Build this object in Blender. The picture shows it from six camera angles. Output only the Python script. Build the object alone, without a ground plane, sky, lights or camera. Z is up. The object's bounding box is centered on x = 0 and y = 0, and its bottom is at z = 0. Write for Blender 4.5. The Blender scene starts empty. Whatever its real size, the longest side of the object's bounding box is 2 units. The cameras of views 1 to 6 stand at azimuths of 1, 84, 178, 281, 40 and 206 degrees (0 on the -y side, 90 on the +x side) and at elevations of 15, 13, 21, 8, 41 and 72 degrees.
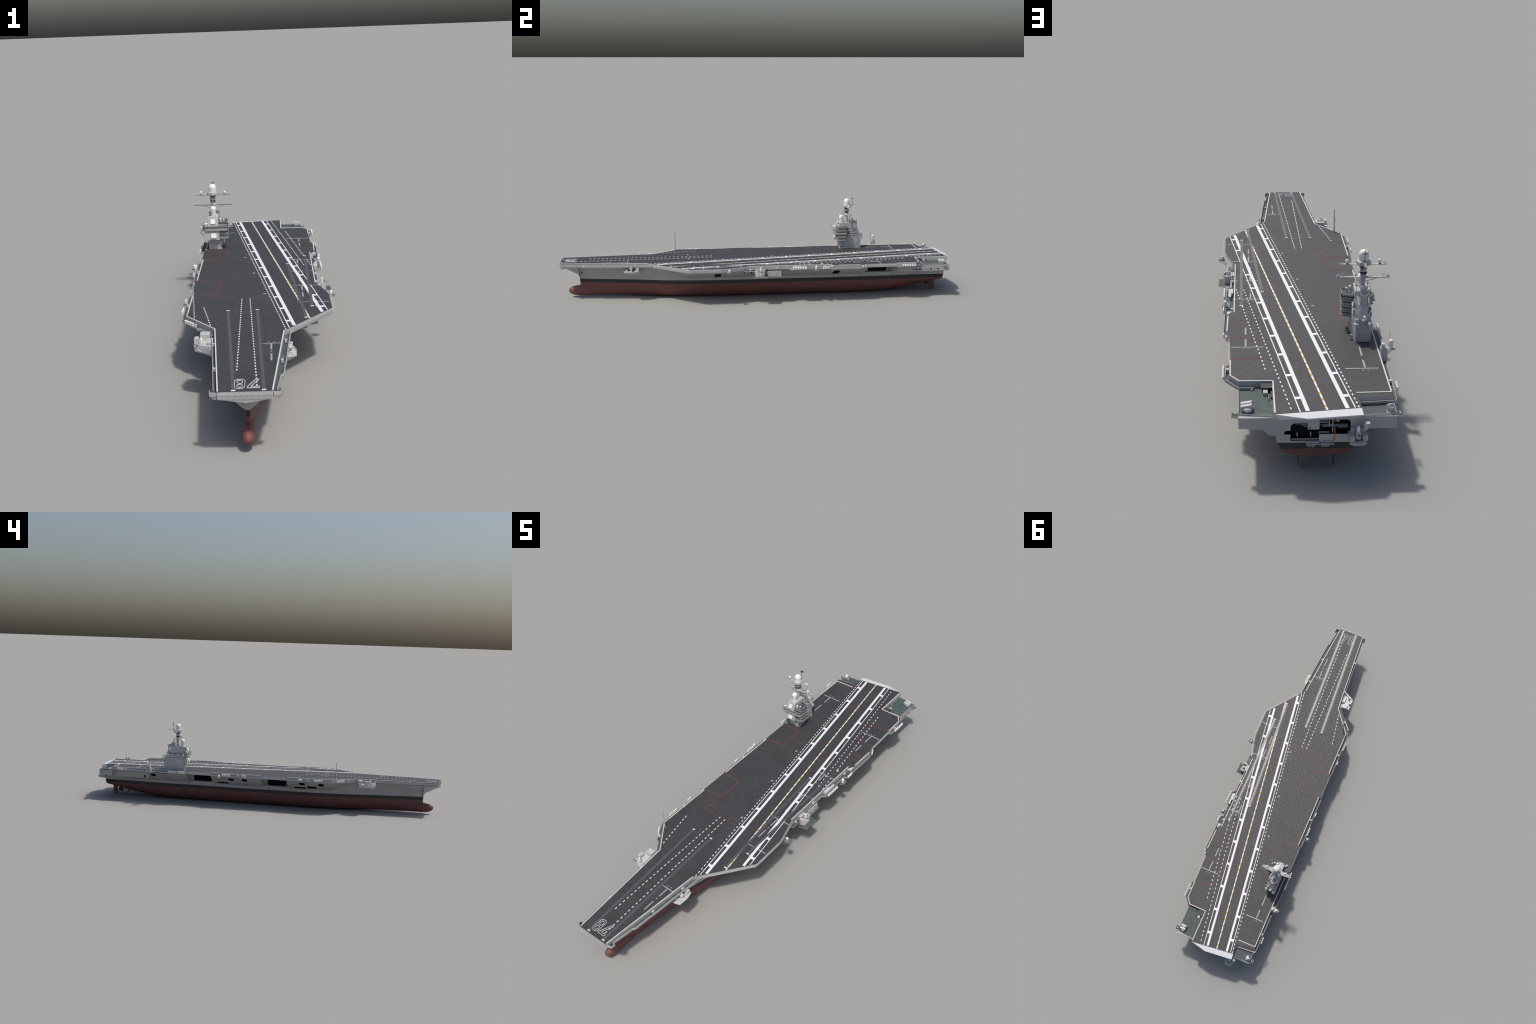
import bpy, bmesh, math, random
from mathutils import Vector, Matrix

random.seed(7)
CL = -0.0175          # ship's centre line (x); bow points to -y, port side is +x
DECK = 0.1865         # flight deck height
SLAB = 0.1688         # underside of the flight deck slab


# ----------------------------------------------------------------- helpers
def lerp_table(table, y):
    if y <= table[0][0]:
        return table[0][1]
    for (y0, v0), (y1, v1) in zip(table, table[1:]):
        if y <= y1:
            return v0 + (v1 - v0) * (y - y0) / (y1 - y0)
    return table[-1][1]


MATS = {}


def new_mat(name, base, rough=0.6, metallic=0.0, spec=0.5):
    m = bpy.data.materials.new(name)
    m.use_nodes = True
    b = m.node_tree.nodes["Principled BSDF"]
    b.inputs["Base Color"].default_value = (*base, 1)
    b.inputs["Roughness"].default_value = rough
    b.inputs["Metallic"].default_value = metallic
    b.inputs["Specular IOR Level"].default_value = spec
    MATS[name] = m
    return m, m.node_tree, b


def mottled(name, c_dark, c_light, scale, rough=0.6, stretch=(1, 1, 1), detail=4.0,
            lo=0.35, hi=0.65, metallic=0.0, spec=0.5):
    """Principled colour varied between two tones by stretched noise on Object coordinates."""
    m, nt, b = new_mat(name, c_light, rough, metallic, spec)
    n = nt.nodes
    tc = n.new("ShaderNodeTexCoord")
    mp = n.new("ShaderNodeMapping")
    mp.inputs["Scale"].default_value = stretch
    no = n.new("ShaderNodeTexNoise")
    no.inputs["Scale"].default_value = scale
    no.inputs["Detail"].default_value = detail
    no.inputs["Roughness"].default_value = 0.62
    cr = n.new("ShaderNodeValToRGB")
    cr.color_ramp.elements[0].position = lo
    cr.color_ramp.elements[0].color = (*c_dark, 1)
    cr.color_ramp.elements[1].position = hi
    cr.color_ramp.elements[1].color = (*c_light, 1)
    nt.links.new(tc.outputs["Object"], mp.inputs["Vector"])
    nt.links.new(mp.outputs["Vector"], no.inputs["Vector"])
    nt.links.new(no.outputs["Fac"], cr.inputs["Fac"])
    nt.links.new(cr.outputs["Color"], b.inputs["Base Color"])
    return m, nt, b, cr, mp, tc


def build_materials():
    g = lambda v, k=(1, 1, 1): (v * k[0], v * k[1], v * k[2])
    mottled("grey_paint", g(.37), g(.43), 26, .55, (1, .5, .35), lo=.3, hi=.7)
    mottled("hull_grey", g(.345), g(.395), 16, .55, (.6, .6, .16), lo=.3, hi=.7)
    mottled("light_grey_paint", g(.46), g(.51), 30, .5)
    mottled("black_paint", (.015, .0155, .0155), (.022, .0225, .022), 14, .5, (1, 1, .2))
    mottled("green_deck", (.050, .070, .069), (.076, .102, .098), 70, .75)
    new_mat("white_gloss", (.74, .73, .71), .35)
    new_mat("white_marking", (.72, .72, .735), .6)
    new_mat("edge_marking", (.60, .58, .55), .6)
    new_mat("faded_marking", (.33, .33, .33), .6)
    new_mat("yellow_marking", (.62, .36, .045), .6)
    new_mat("red_marking", (.20, .052, .052), .65)
    new_mat("green_glass", (.006, .060, .030), .25)
    new_mat("dark_recess", (.009, .0105, .012), .9, spec=.1)
    new_mat("painted_shade_grey", (.11, .115, .12), .6)
    new_mat("dark_metal", (.03, .032, .034), .5)
    new_mat("orange_paint", (.36, .14, .012), .5)
    new_mat("bronze", (.26, .11, .022), .4, .6)
    new_mat("radar_panel", (.76, .75, .72), .4)
    new_mat("rounddown_paint", (.60, .60, .62), .55)
    # red antifouling paint: rusty blotches over a dull dark red
    m, nt, b, cr, mp, tc = mottled("antifouling_red", (.122, .052, .046), (.205, .054, .046), 22, .6,
                                   (1, 1, 1.6), detail=6, lo=.36, hi=.66)
    e = cr.color_ramp.elements.new(.5)
    e.color = (.150, .056, .049, 1)
    # flight deck: dark non-skid with scuffs and a staggered grid of tie-down cups
    m, nt, b, cr, mp, tc = mottled("nonskid_deck", (.037, .037, .038), (.046, .046, .0475), 9, .62, detail=8,
                                   lo=.3, hi=.72)
    n, L = nt.nodes, nt.links
    sep = n.new("ShaderNodeSeparateXYZ")
    L.new(tc.outputs["Object"], sep.inputs[0])

    def math_node(op, a, bb=None):
        k = n.new("ShaderNodeMath")
        k.operation = op
        for i, v in enumerate((a, bb)):
            if v is None:
                continue
            if isinstance(v, (int, float)):
                k.inputs[i].default_value = v
            else:
                L.new(v, k.inputs[i])
        return k.outputs[0]

    def grid(ox, oy):
        px, py = .0235, .033
        fx = math_node("SUBTRACT", math_node("FRACT", math_node("ADD", math_node("DIVIDE", sep.outputs[0], px), ox)), .5)
        fy = math_node("SUBTRACT", math_node("FRACT", math_node("ADD", math_node("DIVIDE", sep.outputs[1], py), oy)), .5)
        fx, fy = math_node("MULTIPLY", fx, px), math_node("MULTIPLY", fy, py)
        return math_node("SQRT", math_node("ADD", math_node("MULTIPLY", fx, fx), math_node("MULTIPLY", fy, fy)))

    d = math_node("MINIMUM", grid(100.0, 100.0), grid(100.5, 100.5))
    dot = math_node("LESS_THAN", d, .0021)
    fine = n.new("ShaderNodeTexNoise")
    fine.inputs["Scale"].default_value = 55
    fine.inputs["Detail"].default_value = 4
    L.new(tc.outputs["Object"], fine.inputs["Vector"])
    scuff = n.new("ShaderNodeMapRange")
    scuff.inputs["From Min"].default_value = .35
    scuff.inputs["From Max"].default_value = .75
    scuff.inputs["To Min"].default_value = .9
    scuff.inputs["To Max"].default_value = 1.25
    L.new(fine.outputs["Fac"], scuff.inputs["Value"])
    mul = n.new("ShaderNodeMix")
    mul.data_type, mul.blend_type = "RGBA", "MULTIPLY"
    mul.inputs["Factor"].default_value = 1
    L.new(cr.outputs["Color"], mul.inputs["A"])
    L.new(scuff.outputs["Result"], mul.inputs["B"])
    mix = n.new("ShaderNodeMix")
    mix.data_type = "RGBA"
    mix.inputs["B"].default_value = (.075, .075, .076, 1)
    L.new(math_node("MULTIPLY", dot, .38), mix.inputs["Factor"])
    L.new(mul.outputs["Result"], mix.inputs["A"])
    L.new(mix.outputs["Result"], b.inputs["Base Color"])
    r = math_node("SUBTRACT", .62, math_node("MULTIPLY", dot, .2))
    L.new(r, b.inputs["Roughness"])
    # steel catapult track: brushed, semi-glossy
    m, nt, b, cr, mp, tc = mottled("track_steel", (.135, .134, .138), (.185, .184, .188), 90, .48, (6, .5, 1), metallic=.55)
    new_mat("track_lug", (.060, .060, .062), .48, spec=.8)


class MeshBuilder:
    """Collects simple solids into one mesh with several materials."""

    def __init__(self):
        self.bm = bmesh.new()
        self.slots = []

    def slot(self, mat):
        if mat not in self.slots:
            self.slots.append(mat)
        return self.slots.index(mat)

    def face(self, pts, mat):
        f = self.bm.faces.new([self.bm.verts.new(p) for p in pts])
        f.material_index = self.slot(mat)
        return f

    def prism(self, poly, z0, z1, mat, top_mat=None, bottom=None, cap_bottom=True):
        """poly: (x, y) outline; bottom: optional other outline for the lower face (taper)."""
        area = sum(a[0] * b[1] - b[0] * a[1] for a, b in zip(poly, poly[1:] + poly[:1]))
        if area < 0:
            poly = poly[::-1]
            bottom = bottom[::-1] if bottom else None
        low = bottom or poly
        up = [self.bm.verts.new((p[0], p[1], z1)) for p in poly]
        dn = [self.bm.verts.new((p[0], p[1], z0)) for p in low]
        f = self.bm.faces.new(up)
        f.material_index = self.slot(top_mat or mat)
        if cap_bottom:
            self.bm.faces.new(dn[::-1]).material_index = self.slot(mat)
        n = len(poly)
        for i in range(n):
            j = (i + 1) % n
            self.bm.faces.new((dn[i], dn[j], up[j], up[i])).material_index = self.slot(mat)

    def box(self, x0, x1, y0, y1, z0, z1, mat, top_mat=None):
        x0, x1 = min(x0, x1), max(x0, x1)
        y0, y1 = min(y0, y1), max(y0, y1)
        self.prism([(x0, y0), (x1, y0), (x1, y1), (x0, y1)], z0, z1, mat, top_mat)

    def obox(self, centre, size, mat, rot=None):
        """Oriented box: rot is an Euler tuple in degrees."""
        M = Matrix.Translation(centre)
        if rot:
            M = M @ Matrix.Rotation(math.radians(rot[2]), 4, 'Z') @ Matrix.Rotation(math.radians(rot[1]), 4, 'Y') @ Matrix.Rotation(math.radians(rot[0]), 4, 'X')
        r = bmesh.ops.create_cube(self.bm, size=1.0, matrix=M @ Matrix.Diagonal((*size, 1)))
        k = self.slot(mat)
        for f in {f for v in r["verts"] for f in v.link_faces}:
            f.material_index = k

    def bar(self, a, b, w, h, mat):
        """Square bar from a to b."""
        a, b = Vector(a), Vector(b)
        d = b - a
        q = d.to_track_quat('Y', 'Z')
        M = Matrix.Translation((a + b) / 2) @ q.to_matrix().to_4x4() @ Matrix.Diagonal((w, d.length, h, 1))
        r = bmesh.ops.create_cube(self.bm, size=1.0, matrix=M)
        k = self.slot(mat)
        for f in {f for v in r["verts"] for f in v.link_faces}:
            f.material_index = k

    def lathe(self, base, profile, mat, n=20, axis=(0, 0, 1)):
        """profile: (radius, height) pairs along the axis from base."""
        q = Vector((0, 0, 1)).rotation_difference(Vector(axis))
        base = Vector(base)
        rings = []
        for r, h in profile:
            if r < 1e-6:
                rings.append([self.bm.verts.new(base + q @ Vector((0, 0, h)))])
            else:
                rings.append([self.bm.verts.new(base + q @ Vector((r * math.cos(2 * math.pi * i / n), r * math.sin(2 * math.pi * i / n), h))) for i in range(n)])
        k = self.slot(mat)
        for A, B in zip(rings, rings[1:]):
            if len(A) == 1 and len(B) == 1:
                continue
            for i in range(n):
                j = (i + 1) % n
                if len(A) == 1:
                    f = self.bm.faces.new((A[0], B[j], B[i]))
                elif len(B) == 1:
                    f = self.bm.faces.new((A[i], A[j], B[0]))
                else:
                    f = self.bm.faces.new((A[i], A[j], B[j], B[i]))
                f.material_index = k
        for R, flip in ((rings[0], True), (rings[-1], False)):
            if len(R) > 1:
                self.bm.faces.new(R[::-1] if flip else R).material_index = k

    def cyl(self, a, b, r0, r1, mat, n=10):
        a, b = Vector(a), Vector(b)
        self.lathe(a, [(r0, 0), (r1, (b - a).length)], mat, n, (b - a).normalized())

    def dome(self, base, r, h_neck, mat, n=22, r_neck=None):
        """Radome: a ball standing on a tapering neck that starts at base."""
        rn = r_neck or r * .8
        prof = [(rn, 0)]
        for i in range(13):
            t = -0.25 + (math.pi / 2 + 0.25) * i / 12
            prof.append((max(r * math.cos(t), 0), h_neck + r * math.sin(t)))
        prof[-1] = (0, h_neck + r)
        self.lathe(base, prof, mat, n)

    def finish(self, name, parent=None, smooth=None, location=None):
        bmesh.ops.recalc_face_normals(self.bm, faces=self.bm.faces)
        me = bpy.data.meshes.new(name)
        self.bm.to_mesh(me)
        self.bm.free()
        for s in self.slots:
            me.materials.append(MATS[s])
        if smooth:
            me.polygons.foreach_set("use_smooth", [True] * len(me.polygons))
            me.set_sharp_from_angle(angle=math.radians(smooth))
        return add_object(name, me, parent, location)


def add_object(name, me, parent=None, location=None, rot_z=0.0):
    ob = bpy.data.objects.new(name, me)
    bpy.context.scene.collection.objects.link(ob)
    if parent:
        ob.parent = parent
    if location:
        ob.location = location
    ob.rotation_euler = (0, 0, rot_z)
    return ob


# ----------------------------------------------------------------- hull
HALF_WL = [(-.8985, .005), (-.86, .0135), (-.82, .0215), (-.69, .043), (-.62, .0545), (-.55, .070), (-.47, .088),
           (-.376, .099), (-.27, .109), (-.18, .1115), (.5, .1115), (.65, .110), (.76, .103), (.82, .1000), (.952, .1045)]
HALF_RED = [(-.8985, .0045), (-.86, .0125), (-.82, .0205), (-.69, .043), (-.62, .0535), (-.55, .068), (-.47, .086),
            (-.376, .098), (-.27, .107), (-.18, .110), (.6, .110), (.7, .108), (.76, .105), (.82, .101), (.952, .0925)]
KEEL_Z = [(-.8985, .0065), (-.7, .005), (-.55, .0015), (-.45, 0), (.59, 0), (.65, .003), (.70, .0095), (.75, .0143), (.80, .0225), (.85, .0325), (.90, .0425), (.952, .0545)]
PORT_EDGE = [(-.99, .0505), (-.967, .0505), (-.9655, .0617), (-.8756, .0725), (-.866, .0795), (-.80, .0841), (-.786, .0867),
             (-.6616, .0955), (-.5293, .1045), (-.352, .242), (-.20, .2403), (-.0735, .2065), (-.0725, .2135), (.135, .2165),
             (.147, .2290), (.214, .2300), (.231, .2195), (.292, .2180), (.297, .2310), (.4859, .2335), (.5248, .2185), (.685, .2185),
             (.7637, .2222), (.8097, .1853), (.952, .1848)]
STB_EDGE = [(-.99, -.090), (-.967, -.0905), (-.9655, -.1005), (-.6454, -.1235), (-.535, -.1340), (-.4896, -.1673), (-.4849, -.1799),
            (-.4146, -.2246), (-.39, -.2340), (-.1662, -.2335), (.0, -.2345), (.4669, -.2370), (.612, -.2390), (.6882, -.2330), (.952, -.2203)]
PORT_DECK = [(-.99, .0503), (-.76, .0695), (-.553, .0872), (-.530, .1045), (-.3525, .242), (-.20, .2403), (-.157, .2295), (-.0738, .2050),
             (.338, .2045), (.340, .2085), (.367, .2225), (.487, .2232), (.527, .2119), (.673, .2090), (.763, .2110), (.796, .1846), (.952, .1846)]
STB_DECK = [(-.99, -.0895), (-.5255, -.1240), (-.4375, -.1915), (-.40, -.2205), (.88, -.2205), (.952, -.2203)]


def deck_edge(y, side):
    return lerp_table(PORT_DECK if side > 0 else STB_DECK, y)


LIFTS = {1: [(.529, .668)], -1: [(-.146, -.004), (.291, .430)]}
STEM = [(-.99, .156), (-.985, .1535), (-.97, .146), (-.95, .1375), (-.93, .127), (-.911, .1180), (-.9035, .1075), (-.9005, .1005), (-.8996, .0950)]
STEM_W = [(-.99, .003), (-.95, .007), (-.92, .0105), (-.911, .0110), (-.9035, .0085), (-.9005, .0068), (-.8985, .0050)]


def bilge_rows(wr, zk, full, z_top=.076):
    """From the keel to the top of the red bottom: a quarter-ellipse, squarer where full > 0."""
    out = [(max(wr * (.06 + .30 * full), .0012), zk)]
    for i in range(1, 6):
        t = math.pi / 2 * i / 6
        b0 = wr * .32 * full
        out.append((b0 + (wr - b0) * math.sin(t) ** (1 - .2 * full), zk + (z_top - zk) * (1 - math.cos(t))))
    return out


def half_profile(y, side):
    """One side's section as (half breadth, z) rows from keel to deck edge."""
    rows = []
    edge_x = lerp_table(PORT_EDGE if side > 0 else STB_EDGE, y)
    edge = abs(edge_x - CL)
    ztop = .1685
    if abs(y + .8990) < 1e-6:                              # foot of the stem: painted bands start here
        y_f, e = y, max(.069, abs(deck_edge(y, side) - CL) - .0015)
        rows += [(.0042 * (.1 + .9 * k / 6), .076) for k in range(7)] + [(.0050, .0945), (.0062, .1000)]
        rows += [(.0062 + (e - .0062) * t ** 1.3, .1000 + .0660 * t) for t in (.38, .72)] + [(e, .1660), (e, .1685)]
        return rows
    if y < -.8985 - 1e-6:
        edge = max(.069, abs(deck_edge(y, side) - CL) - .0015)
        zs = lerp_table(STEM, y)
        hs = lerp_table(STEM_W, y)
        rows += [(hs * (.1 + .9 * math.sin(math.pi / 2 * k / 7)), zs + .0012 * (k / 7) ** 2) for k in range(8)]
        # shallow vee from the stem out to the deck edge
        n = 4
        for i in range(1, n):
            t = i / n
            rows.append((hs + (edge - hs) * t, zs + .0012 + (.1660 - zs) * (t ** 1.15)))
        rows.append((edge, min(.1660, ztop - .001)))
        rows.append((edge, ztop))
        return rows
    wl, wr = lerp_table(HALF_WL, y), lerp_table(HALF_RED, y)
    zk = lerp_table(KEEL_Z, y)
    rows += bilge_rows(wr, zk, lerp_table([(-.70, 0), (-.35, 1), (.55, 1), (.80, .35), (.95, 0)], y))
    rows.append((wr, .076))
    rows.append((wl, .0945))
    zK = lerp_table([(-.60, .1145), (-.385, .1090), (-.30, .1085)], y)
    xk = wl + .0015 + .0065 * lerp_table([(-.88, 1), (-.45, .2), (-.3, 0)], y)
    if y < -.525 + 1e-6:                                   # flaring fore body
        edge = abs(deck_edge(y, side) - CL) - .0015
        rows.append((xk, zK))
        for t in (.38, .72):
            rows.append((xk + (edge - xk) * t ** 1.45, zK + (.1672 - zK) * t))
        rows.append((edge, .1672))
        rows.append((edge, ztop))
        return rows
    in_lift = any(a < y < b for a, b in LIFTS[side])
    if in_lift:
        rows += [(xk, zK), (xk + .0005, zK + .02), (xk + .001, zK + .035), (xk + .0015, .1645), (xk + .0015, ztop)]
        return rows
    if y < -.385:                                          # sponson springs from the flare
        t = (-.385 - y) / .14
        flare = abs((.1045 if side > 0 else -.1225) - CL) + .006
        edge = abs(deck_edge(y, side) - CL) - .0010
        mx, mz = xk + (flare - xk) * t, zK + (.1672 - zK) * t
        rows += [(xk, zK), (xk + (mx - xk) * .5, zK + (mz - zK) * .5), (mx, mz), (edge, .1672), (edge, ztop)]
        return rows
    if side > 0 and y > .684:                              # slab-sided port quarter
        w = abs(.1848 - CL)
        rows += [(.1083, .1155), (.1245, .1157), (.140, .1335), (w, .1380), (w, ztop)]
        return rows
    if side < 0 and .662 < y < .874:                       # near-upright wall under the starboard quarter
        rows += [(xk, zK), (.164, .1245), (.1740, .1580), (.2025, .1660), (.2025, ztop)]
        return rows
    if side < 0 and y > .874:
        w = abs(-.2203 - CL)
        rows += [(.1095, .1325), (.135, .1330), (.17, .1335), (w, .1340), (w, ztop)]
        return rows
    edge = abs(deck_edge(y, side) - CL) - .0010
    rows.append((xk, zK))
    for t in (.4, .8):
        rows.append((xk + (edge - xk) * t, zK + (.1672 - zK) * t))
    rows.append((edge, .1672))
    rows.append((edge, ztop))
    return rows


def hull_stations():
    ys = {-.99, -.985, -.97, -.9665, -.95, -.93, -.911, -.9035, -.9005, -.8996, -.8990, -.8985, -.88, -.86, -.84, -.52, -.385, .952}
    for t in (PORT_EDGE, STB_EDGE, HALF_WL, KEEL_Z, PORT_DECK, STB_DECK):
        ys |= {p[0] for p in t}
    for side in LIFTS:
        for a, b in LIFTS[side]:
            ys |= {a - .003, a + .003, b - .003, b + .003}
    ys |= {.660, .664, .682, .686, .872, .876, .90, .93}
    ys |= {-.78, -.74, -.65, -.58, -.50, -.43, .3, .4, .55, .58, .735, .80}
    out = []
    for y in sorted(ys):
        if -.99 <= y <= .952 and (not out or y - out[-1] > .0004):
            out.append(y)
    return out


def build_hull(root):
    bm = bmesh.new()
    sections = []
    for y in hull_stations():
        port, stb = half_profile(y, 1), half_profile(y, -1)
        ring = [(CL + w, y, z) for w, z in port] + [(CL - w, y, z) for w, z in reversed(stb)]
        sections.append(([bm.verts.new(p) for p in ring], len(port)))
    mats = ["hull_grey", "black_paint", "antifouling_red", "dark_recess"]
    for (A, n), (B, _) in zip(sections, sections[1:]):
        m = len(A)
        for i in range(m):
            j = (i + 1) % m
            f = bm.faces.new((A[i], A[j], B[j], B[i]))
            zmid = sum(v.co.z for v in f.verts) / 4
            f.material_index = 2 if zmid < .0759 else (1 if zmid < .0944 else 0)
    bm.faces.new(sections[0][0]).material_index = 0
    # transom, banded like the sides
    T, n = sections[-1]
    m = len(T)
    for k in range(n - 1):
        f = bm.faces.new((T[k], T[k + 1], T[m - 2 - k], T[m - 1 - k]))
        zmid = sum(v.co.z for v in f.verts) / 4
        f.material_index = 2 if zmid < .0759 else (1 if zmid < .0944 else 0)
    bmesh.ops.remove_doubles(bm, verts=bm.verts, dist=1e-5)
    bmesh.ops.dissolve_degenerate(bm, edges=bm.edges, dist=1e-6)
    bmesh.ops.recalc_face_normals(bm, faces=bm.faces)
    me = bpy.data.meshes.new("hull")
    bm.to_mesh(me)
    bm.free()
    for s in mats:
        me.materials.append(MATS[s])
    hull = add_object("hull", me)

    # openings: hangar bays, boat pockets, mooring deck in the transom
    cut = MeshBuilder()

    def rounded(y0, y1, z0, z1, r_low, r_up, n=5):
        pts = []
        for cy, cz, a0, r in ((y0 + r_low, z0 + r_low, 180, r_low), (y1 - r_low, z0 + r_low, 270, r_low),
                              (y1 - r_up, z1 - r_up, 0, r_up), (y0 + r_up, z1 - r_up, 90, r_up)):
            for i in range(n + 1):
                a = math.radians(a0 + 90 * i / n)
                pts.append((cy + r * math.cos(a), cz + r * math.sin(a)))
        return pts

    def cutter_x(poly, x0, x1):
        a = [cut.bm.verts.new((x0, p[0], p[1])) for p in poly]
        b = [cut.bm.verts.new((x1, p[0], p[1])) for p in poly]
        k = cut.slot("dark_recess")
        cut.bm.faces.new(a).material_index = k
        cut.bm.faces.new(b[::-1]).material_index = k
        for i in range(len(a)):
            j = (i + 1) % len(a)
            cut.bm.faces.new((a[i], b[i], b[j], a[j])).material_index = k

    def cutter_y(poly, y0, y1):
        a = [cut.bm.verts.new((p[0], y0, p[1])) for p in poly]
        b = [cut.bm.verts.new((p[0], y1, p[1])) for p in poly]
        k = cut.slot("dark_recess")
        cut.bm.faces.new(a).material_index = k
        cut.bm.faces.new(b[::-1]).material_index = k
        for i in range(len(a)):
            j = (i + 1) % len(a)
            cut.bm.faces.new((a[i], b[i], b[j], a[j])).material_index = k

    cutter_x(rounded(.551, .650, .1215, .1600, .012, .003), .079, .16)
    for a, b in ((-.1345, -.0255), (.300, .4085)):
        cutter_x(rounded(a, b, .1225, .1605, .012, .008), -.20, -.113)
    # small pockets with a central drain notch in the sponson sides
    for x0, x1, a, b, z0, z1 in ((.105, .26, -.228, -.197, .1200, .1520), (.105, .26, .363, .395, .1200, .1520), (.10, .26, -.0845, -.0780, .140, .150), (.10, .26, -.052, -.042, .140, .150),
                                 (-.25, -.155, .158, .190, .1435, .159), (-.25, -.155, .081, .111, .143, .159),
                                 (-.25, -.155, -.247, -.2155, .144, .1597), (-.25, -.155, -.354, -.3234, .1435, .1597),
                                 (-.25, -.14, .620, .650, .1405, .157), (-.25, -.14, .682, .692, .131, .143)):
        c = (a + b) / 2
        poly = [(a, z0), (c - .005, z0), (c, z0 - .0035), (c + .005, z0), (b, z0), (b, z1), (a, z1)]
        cutter_x(poly, x0, x1)
    # longer boat bays, starboard
    for a, b, z0, z1 in ((.197, .261, .118, .1275), (.0825, .1123, .117, .1265), (-.2474, -.183, .117, .1275),
                         (-.3100, -.2567, .1215, .1365)):
        cutter_x(rounded(a, b, z0, z1, .003, .003, 3), -.20, -.13)
    # port windows of the quarter
    for a, b, z0, z1 in ((.7616, .7691, .1435, .1487), (.7765, .787, .1437, .1492), (.7935, .8045, .1440, .1494), (.828, .8315, .145, .148),
                         (.837, .8425, .1445, .1482), (.850, .860, .1440, .1494), (.868, .876, .1455, .1480), (.8868, .8969, .1440, .1492),
                         (.779, .786, .1590, .1612), (.7955, .801, .1592, .1614)):
        cutter_x([(a, z0), (b, z0), (b, z1), (a, z1)], .16, .20)
    # starboard air ports under the island
    for y, z in ((.4857, .1612), (.4583, .1625), (.4819, .150), (.462, .150)):
        cutter_x([(y - .0045, z - .001), (y + .0045, z - .001), (y + .0045, z + .001), (y - .0045, z + .001)], -.26, -.16)
    # fairlead holes at the bow
    # mooring deck openings in the transom
    def rr(x0, x1, z0, z1, rl, ru):
        return rounded(x0, x1, z0, z1, rl, ru)
    cutter_y(rr(-.1015, -.0150, .1190, .1612, .001, .011), .936, 1.0)
    cutter_y(rr(-.024, .0525, .1000, .1525, .001, .014), .938, 1.0)
    cutter_y(rr(.036, .0690, .1190, .1300, .001, .009), .940, 1.0)
    cutters = []
    # each cutter shell is a separate body; use them in one boolean as a collection-free joined mesh
    cobj = cut.finish("cutter")
    md = hull.modifiers.new("cut", "BOOLEAN")
    md.operation, md.solver, md.object = "DIFFERENCE", "EXACT", cobj
    md.use_self = True
    md.material_mode = "TRANSFER"
    bpy.context.view_layer.update()
    dg = bpy.context.evaluated_depsgraph_get()
    cutme = bpy.data.meshes.new_from_object(hull.evaluated_get(dg))
    bpy.data.objects.remove(cobj)
    bpy.data.objects.remove(hull)
    names = [("hull", ("hull_grey", "dark_recess")), ("waterline_band", ("black_paint",)), ("hull_bottom", ("antifouling_red",))]
    objs = {}
    idx = {i: m.name for i, m in enumerate(cutme.materials)}
    for nm, keep in names:
        b = bmesh.new()
        b.from_mesh(cutme)
        bmesh.ops.delete(b, geom=[f for f in b.faces if idx.get(f.material_index) not in keep], context="FACES")
        me = bpy.data.meshes.new(nm)
        b.to_mesh(me)
        b.free()
        for m in cutme.materials:
            me.materials.append(m)
        me.polygons.foreach_set("use_smooth", [True] * len(me.polygons))
        me.set_sharp_from_angle(angle=math.radians(20))
        objs[nm] = add_object(nm, me, root)
    for nm in ("waterline_band", "hull_bottom"):
        objs[nm].parent = objs["hull"]
    return objs["hull"]


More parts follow.
